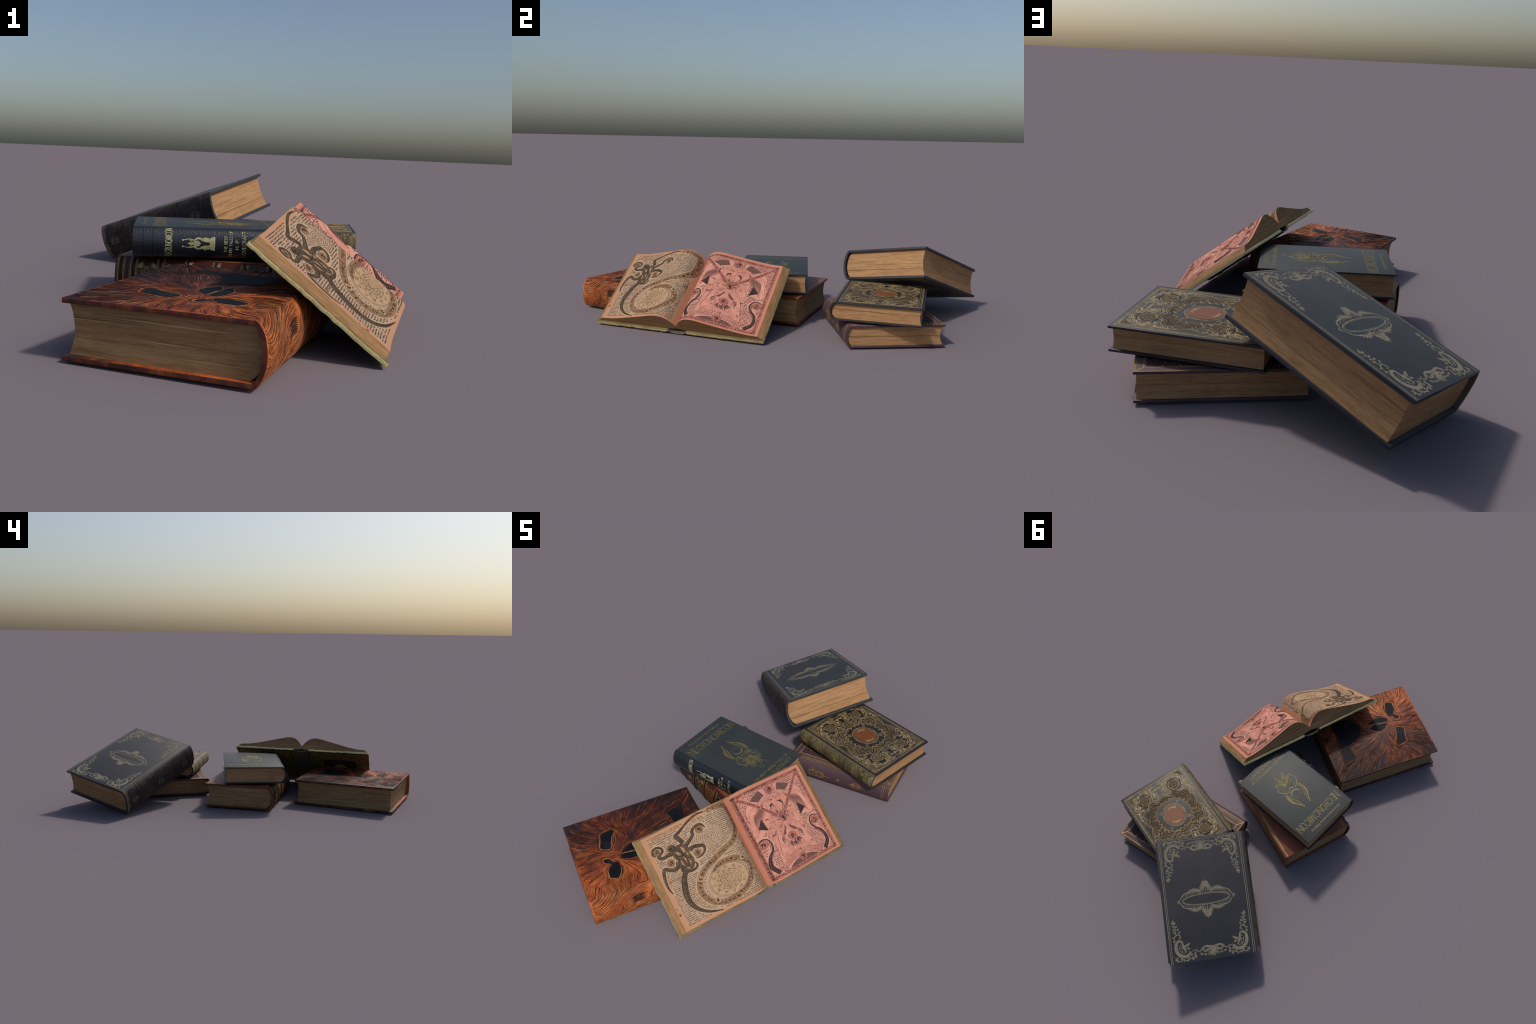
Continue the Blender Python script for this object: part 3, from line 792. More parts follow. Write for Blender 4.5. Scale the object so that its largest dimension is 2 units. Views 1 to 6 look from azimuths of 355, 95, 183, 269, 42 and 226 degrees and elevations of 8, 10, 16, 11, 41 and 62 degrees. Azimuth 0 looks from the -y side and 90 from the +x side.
            m.leaf(cu, cv + sv * .044, sv * pi / 2, .040, .012); m.palmette(cu, cv + sv * .080, sv * pi / 2, .013, 3, 2.6)
            m.stroke([(cu, cv + sv * .030), (cu, cv + sv * .050)], .004, smooth=False)
        for s in (-1, 1): m.disc(cu + s * .136, cv, .0035, n=8); m.disc(cu + s * .128, cv, .003, n=8)
        m.build(nm, gold, b.root)
    # spine: sprigs, worn lettering, tooled rules
    dull = gilt_mat('tarnished_foil', (.13, .105, .060), (.07, .055, .035), (.02, .016, .016), wear=.8, metallic=.1)
    m = Marks(b.spine_uv, 33)
    for y in (.225, .012, -.205):
        for k in (-1, 1):
            m.palmette(0, y + k * .004, k * pi / 2, .026, 5, 2.2)
            for s in (-1, 1): m.scroll(s * .014, y + k * .010, .007, k, s * k * 1.2, .0018)
            m.leaf(0, y, 0 if k > 0 else pi, .026, .006)
    al, up = (-1, 0), (0, 1)
    lettering(m, 'BODATH', -.040, .040, .120, .016, .0018, al, up)
    lettering(m, 'LOREN', -.034, .034, .095, .012, .0016, al, up)
    lettering(m, 'TALES', -.026, .026, -.085, .011, .0015, al, up)
    lettering(m, 'II', -.006, .006, -.108, .012, .0018, al, up)
    m.build('spine_lettering', dull, b.root)
    m = Marks(b.spine_uv, 34); e = b.L / 2 - .012
    for y in (.262, .198, .182, .066, .052, -.112, -.128, -.236, -.250):
        m.stroke([(-e, y), (e, y)], .0016, smooth=False)
    m.build('blind_tooled_lines', ink_mat('tooled_brown_black', (.006, .005, .006)), b.root)

def ornate_art(b):
    gold = gilt_mat('worn_bright_foil', (.44, .325, .155), (.25, .178, .085), (.040, .029, .018), wear=.6, metallic=.08, rough=.62, scale=45)
    H, W = b.H, b.W; cu, cv = .1825, -.0035
    grit = Graph('stippled_bronze', rough=.7, spec=.12)
    sp = grit.noise(620, 2, .8)
    grit.bump(sp, .5, .001)
    grit = grit.done(grit.mix(grit.span(grit.noise(16, 3), .35, .65), grit.ramp(sp, [(.38, (.024, .018, .012)), (.52, (.078, .056, .030)), (.66, (.19, .140, .072))]),
                              grit.ramp(sp, [(.40, (.024, .017, .012)), (.54, (.072, .050, .031)), (.68, (.17, .122, .072))])))
    wide = Marks(b.wrap, 49); line = Marks(b.wrap, 41); fill = Marks(b.wrap, 42); solid = Marks(b.wrap, 43)
    for d, w in ((.0135, .0022), (.0185, .0014), (.0250, .0012)):
        line.stroke([(d, -H / 2 + d), (W - d, -H / 2 + d), (W - d, H / 2 - d), (d, H / 2 - d)], w, smooth=False, closed=True)
    line.ring(cu, cv, .0575, .0024, .0665); line.ring(cu, cv, .0515, .0016, .0605)
    outer = [(0, .122), (.018, .118), (.034, .106), (.046, .112), (.058, .126), (.080, .122), (.090, .106), (.104, .098), (.122, .094), (.134, .078), (.128, .060), (.138, .046), (.141, .024), (.134, .010), (.128, 0)]
    inner = [(0, .096), (.012, .080), (.022, .098), (.036, .082), (.050, .090), (.058, .070), (.078, .072), (.072, .054), (.092, .050), (.080, .034), (.100, .026), (.082, .012), (.094, 0)]
    for s in (-1, 1):
        for t in (-1, 1):
            flip = 1 if s * t > 0 else 0
            def P(p): return (cu + s * p[0], cv + t * p[1])
            def S(pts, w=.0021, **k): line.stroke([P(p) for p in pts], w, **k)
            def double(pts, gap=.0034, w=.0018, **k):
                pl = catmull(pts, False, .006)
                for g in (-gap, gap):
                    o = []
                    for i, p in enumerate(pl):
                        a, c = pl[max(0, i - 1)], pl[min(len(pl) - 1, i + 1)]; l = hypot(c[0] - a[0], c[1] - a[1]) or 1
                        o.append((p[0] - (c[1] - a[1]) / l * g, p[1] + (c[0] - a[0]) / l * g))
                    S(o, w, **k)
            ring = catmull(outer, False, .008) + list(reversed(inner))
            fill.fill([P(p) for p in ring], h=.00025)
            # strap round the middle field: lobed outside, stepped inside
            double(outer, .0036)
            line.stroke([P(p) for p in inner], .0020, smooth=False)
            line.stroke([P((p[0] * .95 + .000, p[1] * .95)) for p in inner[1:-1]], .0014, smooth=False)
            # interlaced loops at the corner
            c0 = (.087, .152)
            fill.disc(*P(c0), .027, h=.0003)
            S(spiral(c0[0], c0[1], .030, .004, 1.0 + flip, 2.2), .0018)
            S(spiral(c0[0] + .003, c0[1] - .004, .026, .006, 2.6 + flip, 1.6), .0016)
            double(arc(c0[0] - .012, c0[1] + .004, .046, .2, 3.6), .0026)
            double(arc(c0[0] + .012, c0[1] - .006, .044, -2.2, 1.1), .0026)
            double([(.128, .126), (.146, .142), (.150, .168), (.138, .190), (.116, .198), (.098, .190)], .0026)
            double([(.056, .178), (.066, .198), (.090, .205), (.112, .198)], .0024)
            double([(.010, .148), (.026, .140), (.044, .150), (.040, .172), (.022, .182), (.008, .172)], .0022)
            double([(.0, .196), (.020, .200), (.040, .190), (.052, .172)], .0022)
            double([(.112, .118), (.130, .112), (.146, .122)], .0022)
            double([(.000, .140), (.014, .134), (.030, .124), (.046, .128), (.060, .138)], .0020)
            double([(.150, .120), (.154, .138), (.146, .156), (.132, .160)], .0020)
            double([(.100, .176), (.116, .168), (.128, .150), (.122, .134), (.108, .128)], .0022)
            double([(.072, .128), (.056, .140), (.050, .158), (.058, .172), (.074, .178)], .0022)
            double([(.018, .206), (.036, .208), (.054, .204), (.066, .212)], .0018)
            double([(.152, .060), (.156, .080), (.150, .100), (.156, .116)], .0018)
            S(spiral(.126, .186, .012, .002, 0, 1.5)); S(spiral(.040, .192, .011, .002, 2, 1.5)); S(spiral(.136, .146, .010, .002, 4, 1.4)); S(spiral(.020, .158, .010, .002, 1, 1.4))
            # hooked lobes along the side
            for k in range(4):
                S(arc(.139 - .002 * k, .038 + .015 * k, .0135 + .001 * k, -1.3, 1.5), .0017)
            double([(.108, .058), (.122, .046), (.112, .030), (.098, .034)], .0022)
            double([(.046, .104), (.058, .092), (.074, .096), (.078, .110)], .0022)
            S([(.074, .040), (.092, .050), (.112, .052)], .0014); S([(.030, .088), (.044, .098), (.060, .104)], .0014)
            strap = [(.000, .108), (.020, .106), (.036, .094), (.052, .100), (.066, .112), (.082, .104), (.088, .088), (.104, .080), (.120, .080), (.122, .062), (.112, .046), (.120, .030), (.126, .012), (.114, .002)]
            wide.stroke([P(q) for q in strap], .0080, h=.0006)
            double(strap, .0046)
            wide.stroke([P(q) for q in ((.062, .126), (.052, .150), (.060, .176), (.088, .186), (.116, .176), (.124, .150), (.112, .126), (.088, .118))], .0050, h=.0007)
            # corner triangle, ruled
            line.stroke([P(q) for q in ((.158, .158), (.158, .214), (.112, .214))], .0017, smooth=False)
            for k in range(4): line.stroke([P((.154 - .009 * k, .176 + .008 * k)), P((.154 - .004 * k, .210))], .0018, smooth=False)
            fill.fill([P(q) for q in ((.155, .170), (.155, .211), (.122, .211))], h=.0003)
            # leaf sprays
            for x, y, r in ((.058, .192, .0055), (.128, .172, .0055), (.124, .134, .005), (.052, .142, .0045), (.028, .162, .0055), (.006, .182, .004), (.104, .190, .0045), (.142, .108, .005), (.146, .084, .004), (.070, .136, .004)):
                q = P((x, y)); solid.trefoil(q[0], q[1], r, x * 90)
            for x, y, a, l in ((.060, .188, 4, .016), (.126, .168, 3.4, .016), (.120, .138, .6, .014), (.054, .146, 1.6, .014), (.030, .158, 5, .014), (.148, .096, 1.5, .016), (.010, .176, 1.2, .014)):
                q = P((x, y)); S([(x, y), (x + l * cos(a) * .5 + .004, y + l * sin(a) * .5), (x + l * cos(a), y + l * sin(a))], .0014); solid.leaf(q[0], q[1], atan2(t * sin(a), s * cos(a)), l * .7, .0045)
    for t in (-1, 1):
        line.stroke(spiral(cu + .058 * t, cv + .046 * t * -1, .011, .002, 0, 2), .0016)
        line.stroke(spiral(cu - .050 * t, cv + .058 * t * -1, .008, .002, 0, 1.6), .0014)
    line.build('strapwork_gilding', gold, b.root)
    wide.build('dark_straps', ink_mat('strap_black', (.014, .012, .010), (.024, .019, .014), 80, rough=.5), b.root)
    fill.build('stippled_ground', grit, b.root)
    solid.build('leaf_gilding', gold, b.root)
    md = Graph('russet_leather', rough=.5)
    md = md.done(md.mix(md.span(md.noise(60, 4, .7, stretch=(1, 4, 1)), .4, .65), (.19, .058, .016), (.12, .036, .016)))
    m = Marks(b.wrap, 44); m.disc(cu, cv, .0490, .0580, h=.0006, n=36); m.build('medallion', md, b.root)
    m = Marks(b.wrap, 45)
    for t in (-1, 1):
        for k, (x, y, r) in enumerate(((-.014, .040, .006), (-.002, .044, .005), (.008, .041, .004), (-.024, .034, .005))):
            m.disc(cu + t * x, cv + t * -y, r, h=.0011, n=8)
    m.build('medallion_flowers', gold, b.root)
    # spine: rows of arched panels with foliage
    m = Marks(b.spine_uv, 46); k2 = Marks(b.spine_uv, 47); rng = random.Random(7); e = .046
    for y in (.168, .062, -.061, -.178):
        k2.stroke([(-e, y), (e, y)], .0030, smooth=False); k2.stroke([(-e, y + .010), (e, y + .010)], .0018, smooth=False)
        k2.ring(0, y + .005, .009, .0022)
    for y in (.200, .115, 0, -.120, -.196):
        for s in (-1, 1): k2.stroke([(q[0], max(-.234, min(.234, q[1]))) for q in arc(0, y + s * .006, .040, s * .25, s * (pi - .25), .030)], .0024)
        for i in range(46):
            x, yy = rng.uniform(-.036, .036), max(-.222, min(.222, y + rng.gauss(0, .020)))
            m.leaf(x, yy, rng.uniform(0, 6.3), rng.uniform(.006, .012), .0036)
        m.palmette(0, y, pi / 2, .018, 5, 3); m.palmette(0, y, -pi / 2, .018, 5, 3)
    m.build('spine_foliage', gilt_mat('olive_foil', (.34, .27, .085), (.20, .16, .055), (.08, .064, .032), wear=.6), b.root, stuff=True)
    k2.build('spine_tooling', ink_mat('olive_black', (.030, .032, .016)), b.root)
    m = Marks(b.spine_uv, 48); m.fill([(-.040, -.2355), (.040, -.2355), (.036, -.214), (.018, -.218), (-.004, -.211), (-.030, -.217)])
    m.build('worn_spine_end', ink_mat('bare_hide', (.26, .215, .115), (.19, .155, .08), 60), b.root)

def plum_art(b):
    gold = gilt_mat('yellow_foil', (.40, .26, .075), (.28, .175, .05), (.08, .045, .05), wear=.25, metallic=.2)
    H, W = b.H, b.W
    m = Marks(b.wrap, 51)
    def frame(d, w, d0=None): m.stroke([((d if d0 is None else d0), -H / 2 + d), (W - d, -H / 2 + d), (W - d, H / 2 - d), ((d if d0 is None else d0), H / 2 - d)], w, smooth=False, closed=True)
    frame(.0025, .0022, .004); frame(.0065, .0014, .009); frame(.0275, .0022, .036); frame(.0315, .0014, .0395)
    for x in (.014, .0185, .023): m.stroke([(x, -H / 2 + .007), (x, H / 2 - .007)], .0013, smooth=False)
    for x0, x1, y in ((.007, .037, -1), (W - .005, W - .029, -1), (.007, .037, 1), (W - .005, W - .029, 1)):
        m.stroke([(x0, y * (H / 2 - .005)), (x1, y * (H / 2 - .029))], .0050, smooth=False)
    rng = random.Random(3)
    dark = Marks(b.wrap, 52)
    dark.fill([(.042, -H / 2 + .034), (W - .034, -H / 2 + .034), (W - .034, H / 2 - .034), (.042, H / 2 - .034)], h=.00015)
    x = .062
    rows = 9; cols = 7
    for i in range(cols):
        for j in range(rows):
            x = .064 + i * (W - .120) / (cols - 1); y = -H / 2 + .056 + j * (H - .112) / (rows - 1)
            s = 1 if (i + j) % 2 else -1
            m.stroke(spiral(x, y, .024, .004, j * 1.3, s * 1.6), .0015)
            m.stroke(arc(x, y, .030, j, j + 3.6), .0015)
            for k in range(4):
                a = rng.uniform(0, 6.3); m.leaf(x + .017 * cos(a), y + .017 * sin(a), a + 1, .011, .004)
            m.trefoil(x + .020, y + .024, .003, i)
    for q in (-1, 1):
        for k in range(14): m.stroke([(.075 + k * .018, q * (H / 2 - .037)), (.084 + k * .018, q * (H / 2 - .046)), (.093 + k * .018, q * (H / 2 - .037))], .0014)
    m.build('gilt_frame', gold, b.root)
    dark.build('dark_panel', ink_mat('deep_plum', (.030, .018, .026), (.045, .028, .036), rough=.6), b.root)
    m = Marks(b.spine_uv, 53)
    y = .115
    for k, w in enumerate((.020, .030, .034, .026, .018, .026, .030, .022, .014)):
        yy = y + .034 - k * .009
        for s in (-1, 1): m.leaf(0, yy, (0 if s > 0 else pi), w, .0075); m.scroll(s * w * .55, yy - .004, .004, 0, s * 1.2, .0016)
    m.stroke([(0, y - .040), (0, y - .075)], .0022, smooth=False)
    for k in range(4): m.disc(0, y - .048 - k * .008, .0026 - k * .0003, n=8)
    for s in (-1, 1): m.scroll(s * .004, -.001, .004, 1, s * 1.1, .0018)
    m.disc(0, -.001, .0035, .007)
    y = -.095
    for k in range(7):
        w = .026 * (1 - abs(k - 3) / 4.2)
        for s in (-1, 1): m.leaf(0, y + (k - 3) * .0075, (0 if s > 0 else pi), w, .0058)
    m.stroke([(0, y - .036), (0, y + .036)], .0018, smooth=False)
    for y in (.225, .215, -.222, -.232): m.stroke([(-.05, y), (.05, y)], .0016, smooth=False)
    m.build('spine_gilding', gold, b.root)
    m = Marks(b.wrap, 54)

def brocade(e):
    """gold scroll and lattice panels on the outside of the open book's boards"""
    gold = gilt_mat('brocade_gold', (.46, .34, .11), (.28, .20, .065), (.06, .05, .02), wear=.5)
    dark = ink_mat('brocade_black', (.012, .013, .010), (.022, .020, .014))
    wine = ink_mat('brocade_wine', (.060, .014, .014), (.035, .010, .010))
    teal = ink_mat('brocade_green', (.020, .038, .028), (.012, .022, .018))
    for s in (-1, 1):
        def surf(u, v, h): return (s * (.23 + u), v, -.006 - h)
        g, d, w, t = (Marks(surf, 60 + k + 5 * s) for k in range(4))
        panel = []
        for q in range(4):
            a0 = q * pi / 2
            panel += [(.085 * cos(a0 + pi / 4) + .045 * cos(a0 + pi / 4 + k), .105 * sin(a0 + pi / 4) + .045 * sin(a0 + pi / 4 + k)) for k in (-1.0, -.5, 0, .5, 1.0)]
        d.fill(catmull(panel, True, .01)); g.stroke(panel, .0032, closed=True, h=.0006)
        for k in range(-9, 10):
            for z in (-1, 1):
                ln = [(k * .014 + q * .01, z * q * .012) for q in range(-14, 15)]
                run = []
                for p in ln + [(9, 9)]:
                    if inside(p, panel): run.append(p)
                    else:
                        if len(run) > 1: g.stroke([run[0], run[-1]], .0012, smooth=False)
                        run = []
        g.disc(0, 0, .050, .060, h=.0009, n=24); d.ring(0, 0, .050, .003, .060, h=.0012)
        w.palmette(0, .0, pi / 2, .045, 7, 4); w.palmette(0, 0, -pi / 2, .045, 7, 4)
        for i in range(22):
            for q in (-1, 1): t.stroke(arc(-.170 + i * .0165, q * .198, .008, 0, 2 * pi, .007), .0018)
        for i in range(24):
            for q in (-1, 1): t.stroke(arc(q * .168, -.190 + i * .0165, .007, 0, 2 * pi, .008), .0018)
        g.stroke([(-.176, -.186), (.160, -.186), (.160, .186), (-.176, .186)], .003, smooth=False, closed=True)
        r = random.Random(70 + s)
        for i in range(90):
            a = r.uniform(0, 6.3); x, y = r.uniform(-.15, .15), r.uniform(-.175, .175)
            if inside((x, y), grow(panel, .012)): continue
            g.scroll(x, y, r.uniform(.008, .014), a, r.choice((-1.3, 1.3)), .0022)
            if i % 3 == 0: w.palmette(x, y, a, .016, 5, 3)
            if i % 3 == 1: t.palmette(x, y, a, .013, 3, 2)
        g.build('brocade_scrolls', gold, e, stuff=True); d.build('brocade_lattice', dark, e)
        w.build('brocade_flowers', wine, e, stuff=True); t.build('brocade_border', teal, e, stuff=True)

def script_rows(m, rows, blocked, size, w, gap=.92, ang=0.0):
    """rows: ((x0, y0), (x1, y1)) base lines; signs are left out where blocked(p)"""
    for (x0, y0), (x1, y1) in rows:
        l = hypot(x1 - x0, y1 - y0); n = int(l / (size * gap)); a = atan2(y1 - y0, x1 - x0)
        for i in range(n):
            t = (i + .5) / n; p = (x0 + (x1 - x0) * t, y0 + (y1 - y0) * t)
            if m.rng.random() < .10 or blocked(p): continue
            m.glyph(p[0], p[1], size * m.rng.uniform(.8, 1.1), a, w)

def band_poly(line, width):
    pl = catmull(line, False, .012); L, R = [], []
    for i, p in enumerate(pl):
        a, c = pl[max(0, i - 1)], pl[min(len(pl) - 1, i + 1)]; l = hypot(c[0] - a[0], c[1] - a[1]) or 1
        nx, ny = -(c[1] - a[1]) / l * width / 2, (c[0] - a[0]) / l * width / 2
        L.append((p[0] + nx, p[1] + ny)); R.append((p[0] - nx, p[1] - ny))
    return L + R[::-1]

def near_line(p, pl): return min(hypot(p[0] - q[0], p[1] - q[1]) for q in pl)

def tan_page_art(e):
    ink, wash, pale, soft, deep, text = (Marks(page_surf, k) for k in (80, 81, 82, 83, 84, 86))
    # -- ribbon of large signs curling from the top corner round the wheel
    ribbon = [(-.120, .1915), (-.070, .190), (-.026, .184), (-.014, .168), (-.012, .126), (-.020, .080), (-.060, .037), (-.114, .020), (-.167, .0015), (-.214, -.017), (-.2466, -.045),
              (-.2620, -.081), (-.2570, -.1176), (-.2330, -.150), (-.190, -.1685), (-.143, -.168), (-.095, -.152), (-.060, -.125), (-.044, -.090), (-.050, -.058), (-.080, -.034), (-.120, -.024), (-.160, -.026), (-.200, -.042)]
    rib = catmull(ribbon, False, .01)
    soft.stroke(ribbon, .021, taper=(.05, .05), h=.00035)
    for g in (-.0115, .0115):
        o = []
        for i, p in enumerate(rib):
            a, c = rib[max(0, i - 1)], rib[min(len(rib) - 1, i + 1)]; l = hypot(c[0] - a[0], c[1] - a[1]) or 1
            o.append((p[0] - (c[1] - a[1]) / l * g, p[1] + (c[0] - a[0]) / l * g))
        ink.stroke(o[::2], .0010, h=.0006)
    acc = 0
    for i in range(2, len(rib) - 1):
        acc += hypot(rib[i][0] - rib[i - 1][0], rib[i][1] - rib[i - 1][1])
        if acc > .0118:
            acc = 0; a = atan2(rib[i + 1][1] - rib[i - 1][1], rib[i + 1][0] - rib[i - 1][0])
            LiftMarks(deep, .0004).glyph(rib[i][0], rib[i][1], .0165, a, .0022)
    discs = [(-.2440, -.043, .0120), (-.2210, -.1486, .0120), (-.0600, -.0410, .0120)]
    # -- wheel
    wc = (-.1440, -.0940); R1, R2 = .0800, .0640
    pale.disc(wc[0], wc[1], R1, R2, h=.0002, n=40)
    for k in (1.0, .965, .60, .57, .34, .30, .16):
        ink.ring(wc[0], wc[1], R1 * k, .0011, R2 * k)
    for st, rad in ((5, .60),):
        ps = [(wc[0] + R1 * rad * cos(2 * pi * i * st / 12 + .2), wc[1] + R2 * rad * sin(2 * pi * i * st / 12 + .2)) for i in range(12)]
        for a, c in zip(ps, ps[1:] + ps[:1]): ink.tick(a, c, .0009)
    for i in range(12):
        a = 2 * pi * i / 12 + .45
        ink.glyph(wc[0] + R1 * .76 * cos(a), wc[1] + R2 * .76 * sin(a), .011, a, .0011)
    for i in range(12):
        a = 2 * pi * i / 12 + .2
        q = [(wc[0] + R1 * r * cos(a + d), wc[1] + R2 * r * sin(a + d)) for r, d in ((.60, 0), (.92, .26), (.60, .52))]
        ink.tick(q[0], q[1], .0009); ink.tick(q[1], q[2], .0009)
    for i in range(40):
        a = 2 * pi * i / 40
        ink.glyph(wc[0] + R1 * .45 * cos(a), wc[1] + R2 * .45 * sin(a), .0055, a, .0008)
    ink.ring(wc[0], wc[1], R1 * 1.06, .0009, R2 * 1.07); pale.disc(wc[0], wc[1], R1 * .13, R2 * .13, h=.0012); ink.ring(wc[0], wc[1], R1 * .07, .0012, R2 * .07, h=.0016)
    for x, y, r in discs:
        pale.disc(x, y, r, h=.0010); ink.ring(x, y, r, .0010, h=.0013)
        for k in range(2): LiftMarks(deep, .0011).glyph(x, y, .015, .6 + k, .0020)
    # -- corner triangle beside the wheel
    tri = [(-.0620, .008), (-.0180, .034), (-.0160, -.040)]
    for k in (1, .84, .5):
        c = (sum(p[0] for p in tri) / 3, sum(p[1] for p in tri) / 3)
        ink.stroke([(c[0] + (p[0] - c[0]) * k, c[1] + (p[1] - c[1]) * k) for p in tri], .0010, smooth=False, closed=True)
    for k in range(9): deep.glyph(-.032 + .006 * (k % 3), -.006 + .007 * (k // 3), .007, 0, .0012)
    # -- many-armed beast
    limbs = [
        ([(-.298, .100), (-.318, .100), (-.338, .099), (-.350, .110), (-.340, .118), (-.326, .126), (-.329, .141), (-.344, .149), (-.362, .1445), (-.368, .128), (-.360, .117)], [.014, .012, .011, .012, .010, .008, .008, .007, .006, .005, .003]),
        ([(-.241, .118), (-.250, .140), (-.257, .1555), (-.233, .166), (-.195, .184), (-.151, .1965), (-.119, .1935)], [.015, .014, .010, .007, .008, .007, .004]),
        ([(-.236, .104), (-.214, .116), (-.196, .128), (-.192, .142), (-.180, .152), (-.163, .157), (-.148, .152), (-.139, .134)], [.014, .012, .010, .011, .009, .008, .007, .003]),
        ([(-.232, .082), (-.212, .085), (-.192, .079), (-.177, .072), (-.178, .055), (-.192, .043), (-.210, .038), (-.224, .042)], [.015, .013, .013, .012, .009, .006, .004, .003]),
        ([(-.290, .060), (-.300, .042), (-.316, .038), (-.332, .044), (-.349, .056), (-.360, .045), (-.369, .010), (-.370, -.020), (-.3646, -.0446)], [.015, .014, .013, .012, .011, .010, .008, .006, .002]),
        ([(-.276, .012), (-.258, .004), (-.240, .005), (-.229, .016), (-.234, .027), (-.244, .024), (-.243, .015)], [.012, .010, .008, .007, .005, .004, .003]),
        ([(-.284, .008), (-.298, -.010), (-.310, -.038), (-.319, -.072), (-.318, -.110), (-.303, -.142), (-.275, -.168), (-.246, -.182), (-.217, -.191)], [.015, .019, .020, .019, .016, .012, .009, .006, .002])]
    for line, ws in limbs:
        ink.stroke(line, [w * 1.22 for w in ws], h=.0006)
        wash.stroke(line, [w * .78 for w in ws], h=.0011)
        ink.stroke([(p[0] + .0030, p[1] - .0030) for p in line], [w * .20 for w in ws], h=.0016)
    body = [(-.298, .094), (-.288, .112), (-.262, .119), (-.242, .112), (-.232, .092), (-.238, .070), (-.232, .046), (-.240, .022), (-.262, .004), (-.288, .008), (-.294, .030), (-.286, .052), (-.292, .072)]
    ink.fill(catmull(grow(body, .002), True, .008), h=.0013); wash.fill(catmull(body, True, .008), h=.0017)
    rng = random.Random(8)
    # chest, belly and hip muscles: pale bulges with dark hollows between
    for pts, w in (([(-.284, .098), (-.276, .088), (-.268, .078)], .012), ([(-.258, .108), (-.252, .094), (-.254, .080)], .013), ([(-.246, .084), (-.244, .070), (-.248, .060)], .008),
                   ([(-.264, .070), (-.260, .054), (-.262, .040)], .008), ([(-.250, .054), (-.246, .038), (-.254, .022)], .008), ([(-.278, .062), (-.278, .046), (-.272, .030)], .007),
                   ([(-.270, .026), (-.262, .016), (-.256, .012)], .007)):
        soft.stroke(pts, w * 1.15, taper=(.45, .5), h=.0024); pale.stroke([(p[0] - .001, p[1] + .001) for p in pts], w * .5, taper=(.45, .5), h=.0027)
    for pts, w in (([(-.270, .112), (-.262, .094), (-.262, .076), (-.256, .058), (-.258, .034)], .0030), ([(-.292, .090), (-.278, .076), (-.262, .074), (-.244, .078), (-.234, .088)], .0030),
                   ([(-.284, .066), (-.270, .060), (-.268, .040), (-.274, .018)], .0026), ([(-.240, .064), (-.254, .066), (-.268, .064)], .0022), ([(-.238, .040), (-.252, .046), (-.268, .044)], .0020),
                   ([(-.242, .024), (-.256, .030), (-.270, .026)], .0020), ([(-.288, .016), (-.274, .010), (-.258, .008)], .0026)):
        deep.stroke(pts, w, taper=(.3, .4), h=.0029)
    for k in range(60):
        x, y = rng.uniform(-.292, -.236), rng.uniform(.010, .108)
        if inside((x, y), body): ink.stroke([(x, y), (x + rng.uniform(-.005, .005), y - .006), (x + rng.uniform(-.007, .007), y - .013)], .0010, taper=(.3, .4), h=.0026)
    ink.disc(-.290, .118, .0150, .0125, h=.0030); wash.disc(-.292, .119, .0100, .0080, h=.0036); deep.disc(-.294, .119, .0060, .0045, h=.0042)
    for k in range(17):
        a = .2 + k * .27; ink.stroke([(-.290 + .011 * cos(a), .118 + .010 * sin(a)), (-.290 + .018 * cos(a + .2), .118 + .016 * sin(a + .2)), (-.290 + (.020 + .006 * (k % 2)) * cos(a - .2), .118 + (.018 + .006 * (k % 2)) * sin(a - .2))], .0022, taper=(0, .5))
    # hatching along the limbs
    for line, ws in limbs:
        pl = catmull(line, False, .006)
        for i in range(1, len(pl) - 2):
            w = ws[min(len(ws) - 1, int(i / len(pl) * len(ws)))] * .30
            dx, dy = pl[i + 1][0] - pl[i - 1][0], pl[i + 1][1] - pl[i - 1][1]; l = hypot(dx, dy) or 1
            if rng.random() < .7: ink.stroke([(pl[i][0] - dy / l * w, pl[i][1] + dx / l * w), (pl[i][0] + dx * .5, pl[i][1] + dy * .5), (pl[i][0] + dy / l * w * .6 + dx, pl[i][1] - dx / l * w * .6 + dy)], .0010, taper=(.3, .4), h=.0022)
    for x, y, r in ((-.350, .131, .0135), (-.163, .137, .0150), (-.208, .057, .0150), (-.3185, .068, .0150)):
        soft.disc(x, y, r, h=.0014); ink.ring(x, y, r, .0013, h=.0018)
        for k in range(3): LiftMarks(deep, .0015).glyph(x + .002 * k - .002, y, .017, .5 + k, .0017)
    # -- close handwriting everywhere else
    lines = [catmull(l, False, .012) for l, _ in limbs]
    def blocked(p):
        if near_line(p, rib[::2]) < .0175: return True
        if ((p[0] - wc[0]) / .094) ** 2 + ((p[1] - wc[1]) / .080) ** 2 < 1: return True
        if inside(p, grow(body, .006)) or hypot(p[0] + .288, p[1] - .118) < .020: return True
        if any(near_line(p, l) < .0115 for l in lines): return True
        if any(hypot(p[0] - x, p[1] - y) < .019 for x, y in ((-.350, .131), (-.163, .137), (-.208, .057), (-.3185, .068))): return True
        if inside(p, grow(tri, .006)): return True
        return ((p[0] + .145) / .062) ** 2 + ((p[1] - .096) / .050) ** 2 < 1 and True
    rows = []
    y = .187
    while y > -.188:
        rows.append(((-.364, y + .004), (-.020, y - .002))); y -= .0078
    script_rows(text, rows, blocked, .0055, .00112, .80)
    def blocked2(p):
        if any(near_line(p, l) < .011 for l in lines) or near_line(p, rib[::2]) < .016: return True
        return any(hypot(p[0] - x, p[1] - y) < .018 for x, y in ((-.163, .137), (-.208, .057)))
